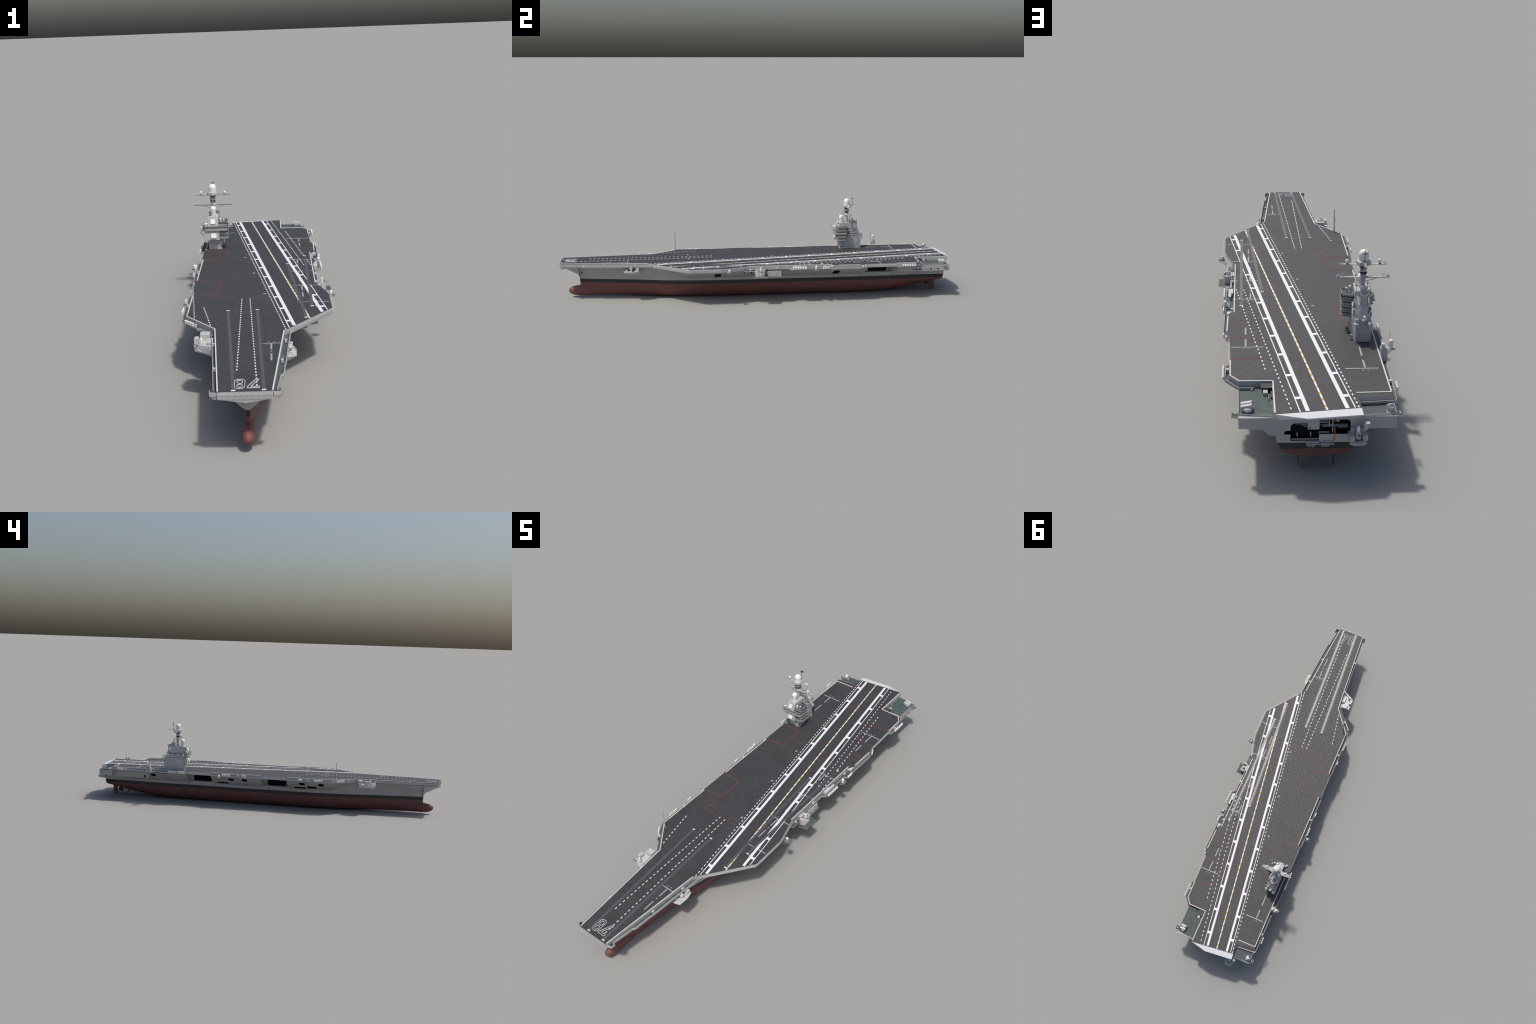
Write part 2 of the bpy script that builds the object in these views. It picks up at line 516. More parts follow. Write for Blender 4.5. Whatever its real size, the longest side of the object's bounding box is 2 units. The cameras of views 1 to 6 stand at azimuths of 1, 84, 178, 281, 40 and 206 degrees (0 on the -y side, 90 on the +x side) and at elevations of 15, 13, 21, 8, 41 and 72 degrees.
def build_underwater(hull):
    # bulbous bow: elliptical loft from the rounded nose back into the fore body
    b = MeshBuilder()
    top = [(-.9585, .034), (-.957, .040), (-.9528, .0462), (-.945, .0508), (-.937, .0540), (-.92, .0572), (-.899, .0605), (-.85, .062), (-.78, .060)]
    low = [(-.9585, .034), (-.957, .0275), (-.954, .0227), (-.946, .0155), (-.934, .0103), (-.92, .0075), (-.90, .0065), (-.78, .006)]
    wid = [(-.9585, 0), (-.9575, .005), (-.955, .0090), (-.950, .0128), (-.943, .0155), (-.93, .0180), (-.90, .0180), (-.85, .0175), (-.78, .016)]
    ys = [-.9582, -.9575, -.956, -.954, -.951, -.947, -.943, -.937, -.93, -.92, -.91, -.899, -.885, -.87, -.85, -.82, -.78]
    rings = []
    k = b.slot("antifouling_red")
    for y in ys:
        zt, zb, w = lerp_table(top, y), lerp_table(low, y), lerp_table(wid, y)
        rings.append([b.bm.verts.new((CL + w * math.cos(2 * math.pi * i / 24), y, (zt + zb) / 2 + (zt - zb) / 2 * math.sin(2 * math.pi * i / 24))) for i in range(24)])
    tip = b.bm.verts.new((CL, -.9586, .034))
    for i in range(24):
        j = (i + 1) % 24
        b.bm.faces.new((tip, rings[0][i], rings[0][j])).material_index = k
        for A, B in zip(rings, rings[1:]):
            b.bm.faces.new((A[i], A[j], B[j], B[i])).material_index = k
    b.bm.faces.new(rings[-1]).material_index = k
    b.finish("bulbous_bow", hull, smooth=50)

    for s in (1, -1):                                     # rudders, tapered streamlined plates
        b = MeshBuilder()
        x = CL + s * .047

        def foil(y0, y1, t):
            n, pts = 9, []
            for i in range(n):
                u = i / (n - 1)
                h = t * (1.2 * math.sqrt(u) * (1 - u) + .25 * u * (1 - u) + .06)
                pts.append((x + h, y0 + (y1 - y0) * u))
            return pts + [(2 * x - px, py) for px, py in reversed(pts)]
        b.prism(foil(.8915, .9245, .0048), .0012, .062, "antifouling_red", bottom=foil(.8960, .9240, .0030))
        b.finish("rudder", hull, smooth=40)
        # skeg-like fin ahead of each rudder
    for s in (1, -1):
        for off, y, z, ystart in ((.066, .822, .0255, .70), (.031, .858, .0285, .775)):
            x = CL + s * off
            b = MeshBuilder()
            b.cyl((x, ystart, z + .001), (x, y + .003, z), .0019, .0019, "antifouling_red", 8)
            for sy in (.030, .012):
                b.bar((x, y - sy, z), (x - s * .004, y - sy - .006, z + .030), .0012, .006, "antifouling_red")
            b.lathe((x, y - .004, z), [(.0012, -.003), (.0030, 0), (.0032, .005), (.0022, .008), (0, .0105)], "bronze", 10, (0, 1, 0))
            for i in range(5):
                a = 2 * math.pi * i / 5 + .3 * s
                c = Vector((x + .0062 * math.cos(a), y, z + .0062 * math.sin(a)))
                M = Matrix.Translation(c) @ Matrix.Rotation(-a, 4, 'Y') @ Matrix.Rotation(math.radians(35) * s, 4, 'X') @ Matrix.Diagonal((.0095, .0012, .0055, 1))
                r = bmesh.ops.create_uvsphere(b.bm, u_segments=10, v_segments=6, radius=.55, matrix=M)
                kk = b.slot("bronze")
                for f in {f for v in r["verts"] for f in v.link_faces}:
                    f.material_index = kk
            b.finish("propeller", hull, smooth=45)
    # anchors in their pockets either side of the stem
    for s in (1, -1):
        b = MeshBuilder()
        c = Vector((CL + s * .0265, -.886, .134))
        b.obox(c, (.005, .007, .004), "dark_metal", (0, s * 25, 0))
        b.bar(c + Vector((s * .002, -.006, -.002)), c + Vector((s * .002, .006, -.001)), .0035, .004, "dark_metal")
        b.bar(c + Vector((s * .001, 0, 0)), c + Vector((0, .004, .004)), .002, .002, "dark_metal")
        b.finish("anchor", hull)


# ----------------------------------------------------------------- flight deck
def build_deck(root):
    gap = .0004
    outline = [(.0503, -.989), (.0695, -.760), (.0872, -.5530), (.1045, -.5300), (.242, -.3525), (.2403, -.200), (.2295, -.157), (.2050, -.0738),
               (.2045, .338), (.2085, .340), (.2225, .367), (.2232, .487), (.2119, .527),
               (.114 - gap, .5362), (.1152 - gap, .6615), (.2088, .6730), (.2115, .674),
               (.2110, .7630), (.1846, .7960), (.0942, .7968), (.0945, .9652), (-.1301, .9394), (-.1285, .8888), (-.2205, .8800),
               (-.2205, .4345), (-.1249 + gap, .4235), (-.1266 + gap, .2975), (-.2205, .2865), (-.2205, -.0035),
               (-.1276 + gap, -.0166), (-.1265 + gap, -.1372), (-.2205, -.1480), (-.2205, -.4000), (-.1915, -.4375), (-.1240, -.5255), (-.0895, -.989)]
    b = MeshBuilder()
    b.prism(outline, SLAB, DECK, "grey_paint", "nonskid_deck")
    deck = b.finish("flight_deck", root)
    lifts = [[(.114, .5366), (.1152, .6611), (.2088, .6726), (.2119, .5274)],
             [(-.1249, .4231), (-.1266, .2979), (-.2225, .2869), (-.2225, .4341)],
             [(-.1276, -.0170), (-.1265, -.1368), (-.2225, -.1476), (-.2225, -.0039)]]
    for poly in lifts:
        b = MeshBuilder()
        cx = sum(p[0] for p in poly) / 4
        b.prism(poly, SLAB + .0004, DECK, "grey_paint", "nonskid_deck")
        b.finish("aircraft_elevator", deck)
    # white rounddown at the stern
    b = MeshBuilder()
    m = "rounddown_paint"
    t0, t1 = Vector((.0930, .9654, DECK)), Vector((-.1301, .9397, DECK))
    q0, q1 = Vector((.0111, .9822, .1832)), Vector((-.1316, .9676, .1832))
    l0, l1 = Vector((.0109, .9834, .1806)), Vector((-.1317, .9688, .1806))
    u0, u1 = Vector((.0115, .9600, .1690)), Vector((-.1303, .9400, .1690))
    a0 = Vector((.0930, .9640, .1690))
    for f in ((t0, t1, q1, q0), (q0, q1, l1, l0), (l0, l1, u1, u0), (t0, q0, l0), (t0, l0, u0, a0), (t1, u1, l1, q1)):
        b.face(f, m)
    b.finish("rounddown", deck)
    return deck


Z1, Z2, Z3, Z4, Z5 = (DECK + h for h in (.0003, .0006, .0009, .0012, .0015))


def stripe(b, p, q, w, z, mat, zb=None):
    p, q = Vector((*p[:2], 0)), Vector((*q[:2], 0))
    d = (q - p).normalized()
    n = Vector((-d.y, d.x, 0)) * w / 2
    b.prism([(v.x, v.y) for v in (p + n, q + n, q - n, p - n)], DECK - .0002, z, mat)


def dashes(b, p, q, w, length, spacing, z, mat, skip=None):
    p, q = Vector((*p, 0)), Vector((*q, 0))
    d = q - p
    n = max(1, round(d.length / spacing))
    u = d.normalized()
    for i in range(n + 1):
        c = p + d * i / n
        stripe(b, c - u * length / 2, c + u * length / 2, w, z, mat)


def frame(b, pts, w, z, mat, closed=True):
    n = len(pts)
    for i in range(n if closed else n - 1):
        stripe(b, pts[i], pts[(i + 1) % n], w, z, mat)


def build_markings(deck):
    S0, S1 = Vector((.1168, -.5130)), Vector((-.0935, .9405))     # starboard landing line
    P0, P1 = Vector((.2085, -.3955)), Vector((.0087, .9520))      # port landing line
    at = lambda A, B, y: A + (B - A) * (y - A.y) / (B.y - A.y)
    b = MeshBuilder()
    W = "white_marking"
    stripe(b, at(S0, S1, -.509), at(S0, S1, .9405), .0108, Z2, W)
    stripe(b, at(P0, P1, -.389), at(P0, P1, .9515), .0108, Z2, W)
    T0, T1 = Vector((.1010, -.5300)), Vector((-.1137, .9385))
    stripe(b, T0, T1, .0030, Z2, W)
    R0, R1 = Vector((.2253, -.3700)), Vector((.0283, .9560))
    stripe(b, R0, R1, .0030, Z2, W)
    for i in range(12):
        y = -.4664 + i * .1223
        c, d = at(S0, S1, y), at(T0, T1, y - .002)
        stripe(b, c, d, .0125, Z3, W)
    for i in range(11):
        y = -.3367 + i * .1222
        if i == 2:
            continue
        c, d = at(P0, P1, y), at(R0, R1, y + .002)
        stripe(b, c, d, .0125, Z3, W)
    b.finish("landing_line", deck)

    b = MeshBuilder()
    C0, C1 = Vector((.1660, -.4485)), Vector((-.0412, .9478))
    stripe(b, C0, C1, .0052, Z2, W)
    y = -.4338
    while y < .948:
        c = at(C0, C1, y)
        u = (C1 - C0).normalized() * .0053
        stripe(b, c - u, c + u, .0054, Z3, "yellow_marking")
        y += .03322
    b.finish("centre_line", deck)

    b = MeshBuilder()
    dashes(b, (.0902, -.5402), (-.1228, .9328), .0034, .0095, .0204, Z2, W)
    dashes(b, (.0101, -.9502), (-.0228, -.2387), .0033, .0098, .0211, Z2, W)
    dashes(b, (-.0444, -.8462), (-.0498, -.2386), .0033, .0098, .0211, Z2, W)
    dashes(b, (-.1390, -.4847), (-.1700, -.3192), .0033, .0098, .0211, Z2, W)
    dashes(b, (.1962, .1676), (.1120, .7261), .0033, .0095, .0231, Z4, W)
    dashes(b, (.1707, .1703), (.0515, .9378), .0033, .0095, .0231, Z3, W)
    b.finish("lane_dash", deck)

    b = MeshBuilder()                                     # deck edge lines
    Ew = "edge_marking"
    for pts in ([(.0495, -.9848), (.0674, -.7690), (.0851, -.5530)], [(.2018, -.0690), (.2019, .3517)],
                [(.2205, .3766), (.2222, .4872)],
                [(.2090, .6745), (.2082, .7620), (.1832, .7935), (.0926, .7943), (.0920, .9590)],
                [(-.1248, .8640), (-.2180, .8625), (-.2180, .4360)], [(-.2180, .2850), (-.2180, -.0030)],
                [(-.2180, -.1490), (-.2180, -.4005), (-.1890, -.4375), (-.1222, -.5245), (-.0880, -.9855)]):
        frame(b, pts, .0036, DECK + .0018, Ew, closed=False)
    b.finish("edge_line", deck)

    b = MeshBuilder()                                     # red elevator and weapons-lift outlines
    Rm = "red_marking"
    for pts in ([(-.0723, -.2368), (-.1385, -.2362), (-.1387, -.2066), (-.0730, -.2078)],
                [(-.1212, -.2008), (-.1588, -.1997), (-.1585, -.1800), (-.1200, -.1794)],
                [(.0535, -.2355), (-.0121, -.2354), (-.0123, -.2072), (.0530, -.2070)],
                [(.1400, .3000), (.0734, .2985), (.0728, .3295), (.1404, .3285)],
                [(.2155, .4061), (.1520, .4055), (.1519, .4357), (.2148, .4360)]):
        frame(b, pts, .0014, Z1, Rm)
    for pts, off in (([(-.2195, -.1470), (-.1270, -.1362), (-.1280, -.0176), (-.2195, -.0045)], .0042),
                     ([(-.2205, .2875), (-.1266, .2985), (-.1249, .4225), (-.2205, .4335)], .0042),
                     ([(.2105, .5282), (.1142, .5368), (.1154, .6608), (.2085, .6720)], .0042)):
        frame(b, pts, .0012, Z1, Rm, closed=False)
        c = Vector((sum(p[0] for p in pts) / 4, sum(p[1] for p in pts) / 4))
        inner = [Vector(p) for p in pts]
        s = math.copysign(1, c.x)
        inner = [inner[0] + Vector((0, off)), inner[1] + Vector((s * off, off)), inner[2] + Vector((s * off, -off)), inner[3] + Vector((0, -off))]
        frame(b, inner, .0012, Z1, Rm, closed=False)
        # hatching between the two lines reads as a pale red band
        for o0, o1, i0, i1 in ((pts[0], pts[1], inner[0], inner[1]), (pts[1], pts[2], inner[1], inner[2]), (pts[2], pts[3], inner[2], inner[3])):
            o0, o1, i0, i1 = Vector(o0), Vector(o1), Vector(i0), Vector(i1)
            n = int((o1 - o0).length / .0055)
            for i in range(n):
                stripe(b, o0 + (o1 - o0) * i / n, i0 + (i1 - i0) * (i + .6) / n, .0008, Z1, Rm)
    b.finish("red_outline", deck)

    b = MeshBuilder()                                     # launch and park position marks
    F = "faded_marking"

    def tee(xc, x0, x1, y, bars, dots=True, stripes_z=Z1):
        stripe(b, (x0, y), (x1, y), .0042, stripes_z, F)
        for y0, y1 in bars:
            stripe(b, (xc, y0), (xc, y1), .0050, stripes_z, F)
        if dots:
            for dx in (-.0072, .0072):
                stripe(b, (xc + dx - .002, y + .0110), (xc + dx + .002, y + .0110), .0040, stripes_z, F)
    tee(.0470, .0187, .0780, -.6564, [(-.786, -.7364), (-.7215, -.7165), (-.7048, -.6600)])
    tee(.1920, .1477, .2364, -.2850, [(-.335, -.288)])
    tee(.1537, .1199, .2126, -.0985, [(-.2280, -.1794), (-.1665, -.1610), (-.1498, -.1012)])
    tee(.1490, .1233, .2003, .0855, [(-.0424, -.0020), (.0120, .0170), (.0300, .0820)])
    tee(.1490, .1195, .2015, .2444, [(.1162, .1495), (.1770, .1830), (.1970, .2420)])
    tee(.1655, .1137, .2073, .5925, [(.4611, .5111), (.5399, .5894)], stripes_z=Z2)
    tee(-.1664, -.1103, -.2042, .7295, [(.5966, .6543), (.6792, .7260)])
    for x, y in ((.0255, -.1826), (-.0156, .0748), (-.0528, .3014)):
        frame(b, [(x - .0032, y - .003), (x + .0032, y - .003), (x + .0032, y + .003), (x - .0032, y + .003)], .0013, Z1, W)
    b.finish("position_mark", deck)

    b = MeshBuilder()                                     # hull number 78, outlined, read from aft
    ox, oy, wx, hy = .0172, -.9150, .0315, .0525
    to = lambda u, v: (ox - u * wx, oy - v * hy)
    seven = [(0, 1), (1.0, 1), (1.0, .86), (.34, 0), (.08, 0), (.72, .84), (0, .84)]
    frame(b, [to(*p) for p in seven], .0011, Z5, W)
    ox, wx = -.0205, .0265
    oy, hy = -.9125, .0575
    octagon = lambda u0, u1, v0, v1, c: [(u0 + c, v0), (u1 - c, v0), (u1, v0 + c * .6), (u1, v1 - c * .6), (u1 - c, v1), (u0 + c, v1), (u0, v1 - c * .6), (u0, v0 + c * .6)]
    frame(b, [to(*p) for p in octagon(0, 1, 0, 1, .24)], .0011, Z5, W)
    frame(b, [to(*p) for p in octagon(.24, .76, .12, .46, .14)], .0011, Z5, W)
    frame(b, [to(*p) for p in octagon(.24, .76, .56, .88, .14)], .0011, Z5, W)
    b.finish("hull_number", deck)

    # catapult tracks with their rows of cover lugs
    for p, q in (((.0279, -.9806), (.0029, -.3527)), ((-.0485, -.9816), (-.0903, -.3550)),
                 ((.1554, -.4396), (.1092, .1880)), ((.1793, -.3291), (.1792, .2986))):
        b = MeshBuilder()
        P, Q = Vector(p), Vector(q)
        u = (Q - P).normalized()
        n = Vector((-u.y, u.x))
        stripe(b, P + u * .003, Q - u * .003, .0098, Z4, "track_steel")
        stripe(b, P + u * .003, Q - u * .003, .0008, Z5, "track_lug")
        for e in (P, Q):
            stripe(b, e - n * .0055, e + n * .0055, .0048, Z5, W)
        s, L = .012, (Q - P).length
        while s < L - .008:
            for sd in (1, -1):
                a = P + u * s + n * sd * .0062
                stripe(b, a, a + n * sd * (.0062 if int(s * 1000) % 3 else .0040), .0030, Z1, "track_lug")
            s += .0098
        b.finish("catapult_track", deck)


# ----------------------------------------------------------------- galleries, nets, side fittings
def offset_line(pts, d):
    """Polyline shifted sideways by d (left of travel)."""
    out = []
    for i, p in enumerate(pts):
        a = Vector(pts[max(i - 1, 0)])
        c = Vector(pts[min(i + 1, len(pts) - 1)])
        t = (c - a).normalized()
        out.append(tuple(Vector(p) + Vector((-t.y, t.x)) * d))
    return out


def gallery(root, outer, inner, z_floor=.1716, z_top=.1772, z_bot=.1680, wall_mat="grey_paint", name="catwalk"):
    b = MeshBuilder()
    poly = list(outer) + list(reversed(inner))
    b.prism(poly, z_bot, z_floor, "grey_paint", "green_deck")
    area = sum(a[0] * c[1] - c[0] * a[1] for a, c in zip(poly, poly[1:] + poly[:1]))
    side = 1 if area > 0 else -1
    ins = offset_line(outer, .0013 * side)
    for (o0, o1), (i0, i1) in zip(zip(outer, outer[1:]), zip(ins, ins[1:])):
        b.prism([o0, o1, i1, i0], z_bot + .0003, z_top, wall_mat)
    # stiffeners along the outside wall
    outs = offset_line(outer, -.0006 * side)
    for (o0, o1), (u0, u1) in zip(zip(outer, outer[1:]), zip(outs, outs[1:])):
        n = int((Vector(o1) - Vector(o0)).length / .014)
        for i in range(1, n):
            p = Vector(o0).lerp(Vector(o1), i / n)
            q = Vector(u0).lerp(Vector(u1), i / n)
            b.bar((*p, z_bot + .001), (*q, z_bot + .001), .001, .001, wall_mat)
            b.prism([(p.x - .0005, p.y - .0005), (p.x + .0005, p.y - .0005), (q.x + .0005, q.y + .0005), (q.x - .0005, q.y + .0005)], z_bot + .001, z_top - .0005, wall_mat)
    return b.finish(name, root)


def build_galleries(root):
    # port bow
    gallery(root, [(.0617, -.9655), (.0725, -.8756), (.0795, -.866), (.0841, -.803), (.0867, -.786), (.0900, -.740), (.0955, -.6616), (.1035, -.560), (.1055, -.5350)],
            [(.0521, -.9655), (.0600, -.8756), (.0607, -.866), (.0660, -.803), (.0674, -.786), (.0712, -.740), (.0779, -.6616), (.0866, -.560), (.1000, -.5370)],
            z_floor=.1730, z_top=.1818, z_bot=.1692)
    # starboard bow
    gallery(root, [(-.1005, -.9655), (-.1120, -.8000), (-.1235, -.6454), (-.1300, -.570)],
            [(-.0912, -.9655), (-.1035, -.8000), (-.1150, -.6454), (-.1207, -.570)], z_floor=.1730, z_top=.1818, z_bot=.1692)
    # starboard, forward of the first elevator
    gallery(root, [(-.1340, -.5360), (-.1673, -.4896), (-.1799, -.4849), (-.2246, -.4146), (-.2340, -.390), (-.2335, -.1500)],
            [(-.1240, -.5258), (-.1535, -.4875), (-.1650, -.4720), (-.2105, -.4130), (-.2206, -.3950), (-.2206, -.1500)])
    gallery(root, [(-.2345, -.0020), (-.2357, .1400), (-.2365, .2850)], [(-.2206, -.0020), (-.2206, .1400), (-.2206, .2850)])
    gallery(root, [(-.2368, .4370), (-.2390, .5400), (-.2390, .6120), (-.2378, .632)], [(-.2206, .4370), (-.2206, .54), (-.2206, .6120), (-.2206, .632)])
    gallery(root, [(-.2360, .6650), (-.2330, .7000), (-.2310, .8760), (-.2290, .8810)], [(-.2206, .6650), (-.2206, .7000), (-.2206, .876), (-.2206, .8790)])
    # port waist
    gallery(root, [(.2135, -.0700), (.2135, .1350), (.2290, .1470), (.2300, .2135), (.2195, .231), (.2180, .292), (.2310, .297), (.2322, .3900), (.2335, .4859), (.2195, .5230)],
            [(.2052, -.0700), (.2046, .1350), (.2046, .147), (.2046, .2135), (.2046, .231), (.2046, .292), (.2046, .3380), (.2226, .3900), (.2233, .4859), (.2130, .5230)])
    # port quarter, wrapping round to the stern notch
    gallery(root, [(.2210, .6745), (.2228, .7637), (.1853, .8097), (.1440, .8105)],
            [(.2115, .6745), (.2111, .7637), (.1846, .7965), (.1440, .7968)])
    # starboard stern screen
    b = MeshBuilder()
    b.prism([(-.1300, .8895), (-.2290, .8812), (-.2290, .8905), (-.1300, .8990)], .1720, .1738, "grey_paint")
    b.prism([(-.1300, .8975), (-.2290, .8890), (-.2290, .8905), (-.1300, .8990)], .1738, .1790, "grey_paint")
    b.finish("stern_screen", root)
    # corner tubs at the bow
    for s, x0, x1 in ((1, .0520, .0722), (-1, -.0912, -.1085)):
        b = MeshBuilder()
        yb, yf = -.9655, -.9860
        b.prism([(x0, yf), (x1, yf + .004), (x1, yb), (x0, yb)], .1640, .1735, "grey_paint", "green_deck",
                bottom=[(x0, yf + .001), (x1 - s * .006, yf + .006), (x1 - s * .002, yb), (x0, yb)])
        for a, c in (((x0, yf), (x1, yf + .004)), ((x1, yf + .004), (x1, yb))):
            b.bar((*a, .1785), (*c, .1785), .0014, .0105, "grey_paint")
        b.obox(((x0 + x1) / 2 + s * .004, -.974, .1770), (.005, .006, .007), "dark_metal", (0, 0, 20))
        b.finish("bow_tub", root)
    # stern quarter platforms
    b = MeshBuilder()
    b.prism([(.0935, .7985), (.1846, .7985), (.1846, .9385), (.0935, .9490)], .1655, .1690, "grey_paint", "green_deck")
    for a, c in (((.1840, .812), (.1840, .9380)), ((.1840, .9380), (.0975, .9480))):
        for h in (.1715, .1738):
            b.bar((*a, h), (*c, h), .0006, .0006, "grey_paint")
        n = 12
        for i in range(n + 1):
            p = Vector(a).lerp(Vector(c), i / n)
            b.bar((*p, .1690), (*p, .1740), .0006, .0006, "grey_paint")
    b.bar((.0950, .9565, .166), (.0950, .9565, .185), .0018, .0018, "grey_paint")
    b.finish("stern_platform", root)
    b = MeshBuilder()
    b.prism([(-.1290, .8995), (-.2203, .8910), (-.2203, .9465), (-.1305, .9520)], .1655, .1688, "grey_paint", "green_deck")
    for h in (.1712, .1735):
        b.bar((-.2198, .9460, h), (-.1330, .9512, h), .0006, .0006, "grey_paint")
    for i in range(10):
        p = Vector((-.2198, .9460)).lerp(Vector((-.1330, .9512)), i / 9)
        b.bar((*p, .1688), (*p, .1736), .0006, .0006, "grey_paint")
    b.prism([(-.2203, .8930), (-.2203, .9380), (-.2192, .9380), (-.2192, .8930)], .1688, .1740, "grey_paint")
    b.finish("stern_platform", root)
    # little gun platforms off the quarters
    for x0, x1, y0, y1 in ((.1849, .2025, .9165, .9365), (-.2204, -.2395, .9240, .9440)):
        b = MeshBuilder()
        s = math.copysign(1, x1)
        b.box(x0, x1, y0, y1, .1600, .1618, "grey_paint", "green_deck")
        b.bar((x0, (y0 + y1) / 2, .150), (x1 - s * .003, (y0 + y1) / 2, .160), .0012, .0012, "grey_paint")
        for a, c in (((x0, y1), (x1, y1)), ((x1, y1), (x1, y0)), ((x1, y0), (x0, y0))):
            b.bar((*a, .1655), (*c, .1655), .0006, .0006, "grey_paint")
        for p in ((x1, y0), (x1, y1)):
            b.bar((*p, .161), (*p, .1657), .0006, .0006, "grey_paint")
        c = ((x0 + x1) / 2, (y0 + y1) / 2)
        b.cyl((*c, .1615), (*c, .1655), .0022, .0016, "light_grey_paint")
        b.obox((*c, .1668), (.004, .0055, .004), "light_grey_paint", (0, 0, 25))
        b.bar((c[0], c[1], .1670), (c[0] + s * .010, c[1] - .002, .1685), .0009, .0009, "dark_metal")
        b.finish("gun_platform", root)
    # walls and stairs tucked in the port stern notch
    b = MeshBuilder()
    b.box(.0955, .1260, .7972, .8245, .1795, .1830, "dark_metal", "nonskid_deck")
    b.box(.1076, .1200, .7972, .8430, .1688, .1780, "grey_paint")
    for h in (.1735, .1760):
        b.bar((.1062, .8440, h), (.1062, .8720, h), .0007, .0007, "grey_paint")
    b.bar((.1062, .8720, .169), (.1062, .8720, .176), .0007, .0007, "grey_paint")
    b.bar((.0990, .8260, .1700), (.0975, .8480, .1760), .001, .010, "grey_paint")
    b.box(.0946, .1000, .8480, .8600, .1690, .1745, "dark_metal")
    b.bar((.150, .8105, .172), (.150, .8150, .169), .004, .006, "grey_paint")
    b.finish("stair_house", root)
    # inner wall beside the landing area at the stern: panelled plate under the deck edge
    b = MeshBuilder()
    b.box(.0938, .0950, .8150, .9500, .1690, .1850, "grey_paint")
    b.finish("deck_side_plate", root)


def build_nets(root):
    def net(pts, depth, z, side, step=.0085, mat="light_grey_paint", drop=.0):
        b = MeshBuilder()
        outer = offset_line(pts, depth * side)
        for (p0, p1), (o0, o1) in zip(zip(pts, pts[1:]), zip(outer, outer[1:])):
            b.bar((*o0, z - drop), (*o1, z - drop), .0009, .0009, mat)
            m0, m1 = Vector(p0).lerp(Vector(o0), .5), Vector(p1).lerp(Vector(o1), .5)
            b.bar((*m0, z - drop / 2), (*m1, z - drop / 2), .0005, .0005, mat)
            n = max(1, int((Vector(o1) - Vector(o0)).length / step))
            for i in range(n + 1):
                p, o = Vector(p0).lerp(Vector(p1), i / n), Vector(o0).lerp(Vector(o1), i / n)
                b.bar((*p, z), (*o, z - drop), .0008, .0008, mat)
        ob = b.finish("safety_net", root)
        ob["kind"] = "stuff"
    net([(.0490, -.989), (-.0885, -.989)], .0105, .1845, 1, .0145)
    net([(.119, -.5165), (.240, -.3535)], .0085, .1848, -1, .009)
    net([(.242, -.3505), (.2403, -.200), (.2295, -.157), (.2065, -.0760)], .0085, .1848, -1, .009)
    net([(-.2225, -.1450), (-.2225, -.0060)], .0078, .1815, 1, .0115)
    net([(-.2225, .2900), (-.2225, .4320)], .0085, .1815, 1, .0115)
    net([(.2119, .5290), (.2088, .6710)], .0060, .1815, -1, .0115)
    # elevator underside fenders and guide rails on the hull
    b = MeshBuilder()
    for s, y0, y1, zt in ((1, .510, .678, .1160), (-1, -.158, .006, .1085), (-1, .276, .436, .1085)):
        x = CL + s * .1125
        zt = .1200
        b.prism([(x - s * .004, y0), (x + s * .0140, y0 + .004), (x + s * .0140, y1 - .010), (x - s * .004, y1)], .1005, zt, "hull_grey",
                bottom=[(x - s * .004, y0 + .002), (x + s * .0110, y0 + .008), (x + s * .0110, y1 - .014), (x - s * .004, y1 - .002)])
        n = 9
        for i in range(n):
            y = y0 + .008 + (y1 - y0 - .018) * i / (n - 1)
            b.box(x + s * .011, x + s * .0144, y - .0020, y + .0020, .0995, zt - .003, "hull_grey")
        for y in (y0 + .020, y1 - .026):
            b.box(x, x + s * .0060, y - .0025, y + .0025, zt - .004, .1655, "hull_grey")
            b.box(x + s * .004, x + s * .008, y - .001, y + .001, zt - .010, .1655, "hull_grey")
        b.box(x - s * .001, x + s * .004, y0 + .03, y1 - .03, .1590, .1650, "hull_grey")
    ob = b.finish("elevator_guide", root)


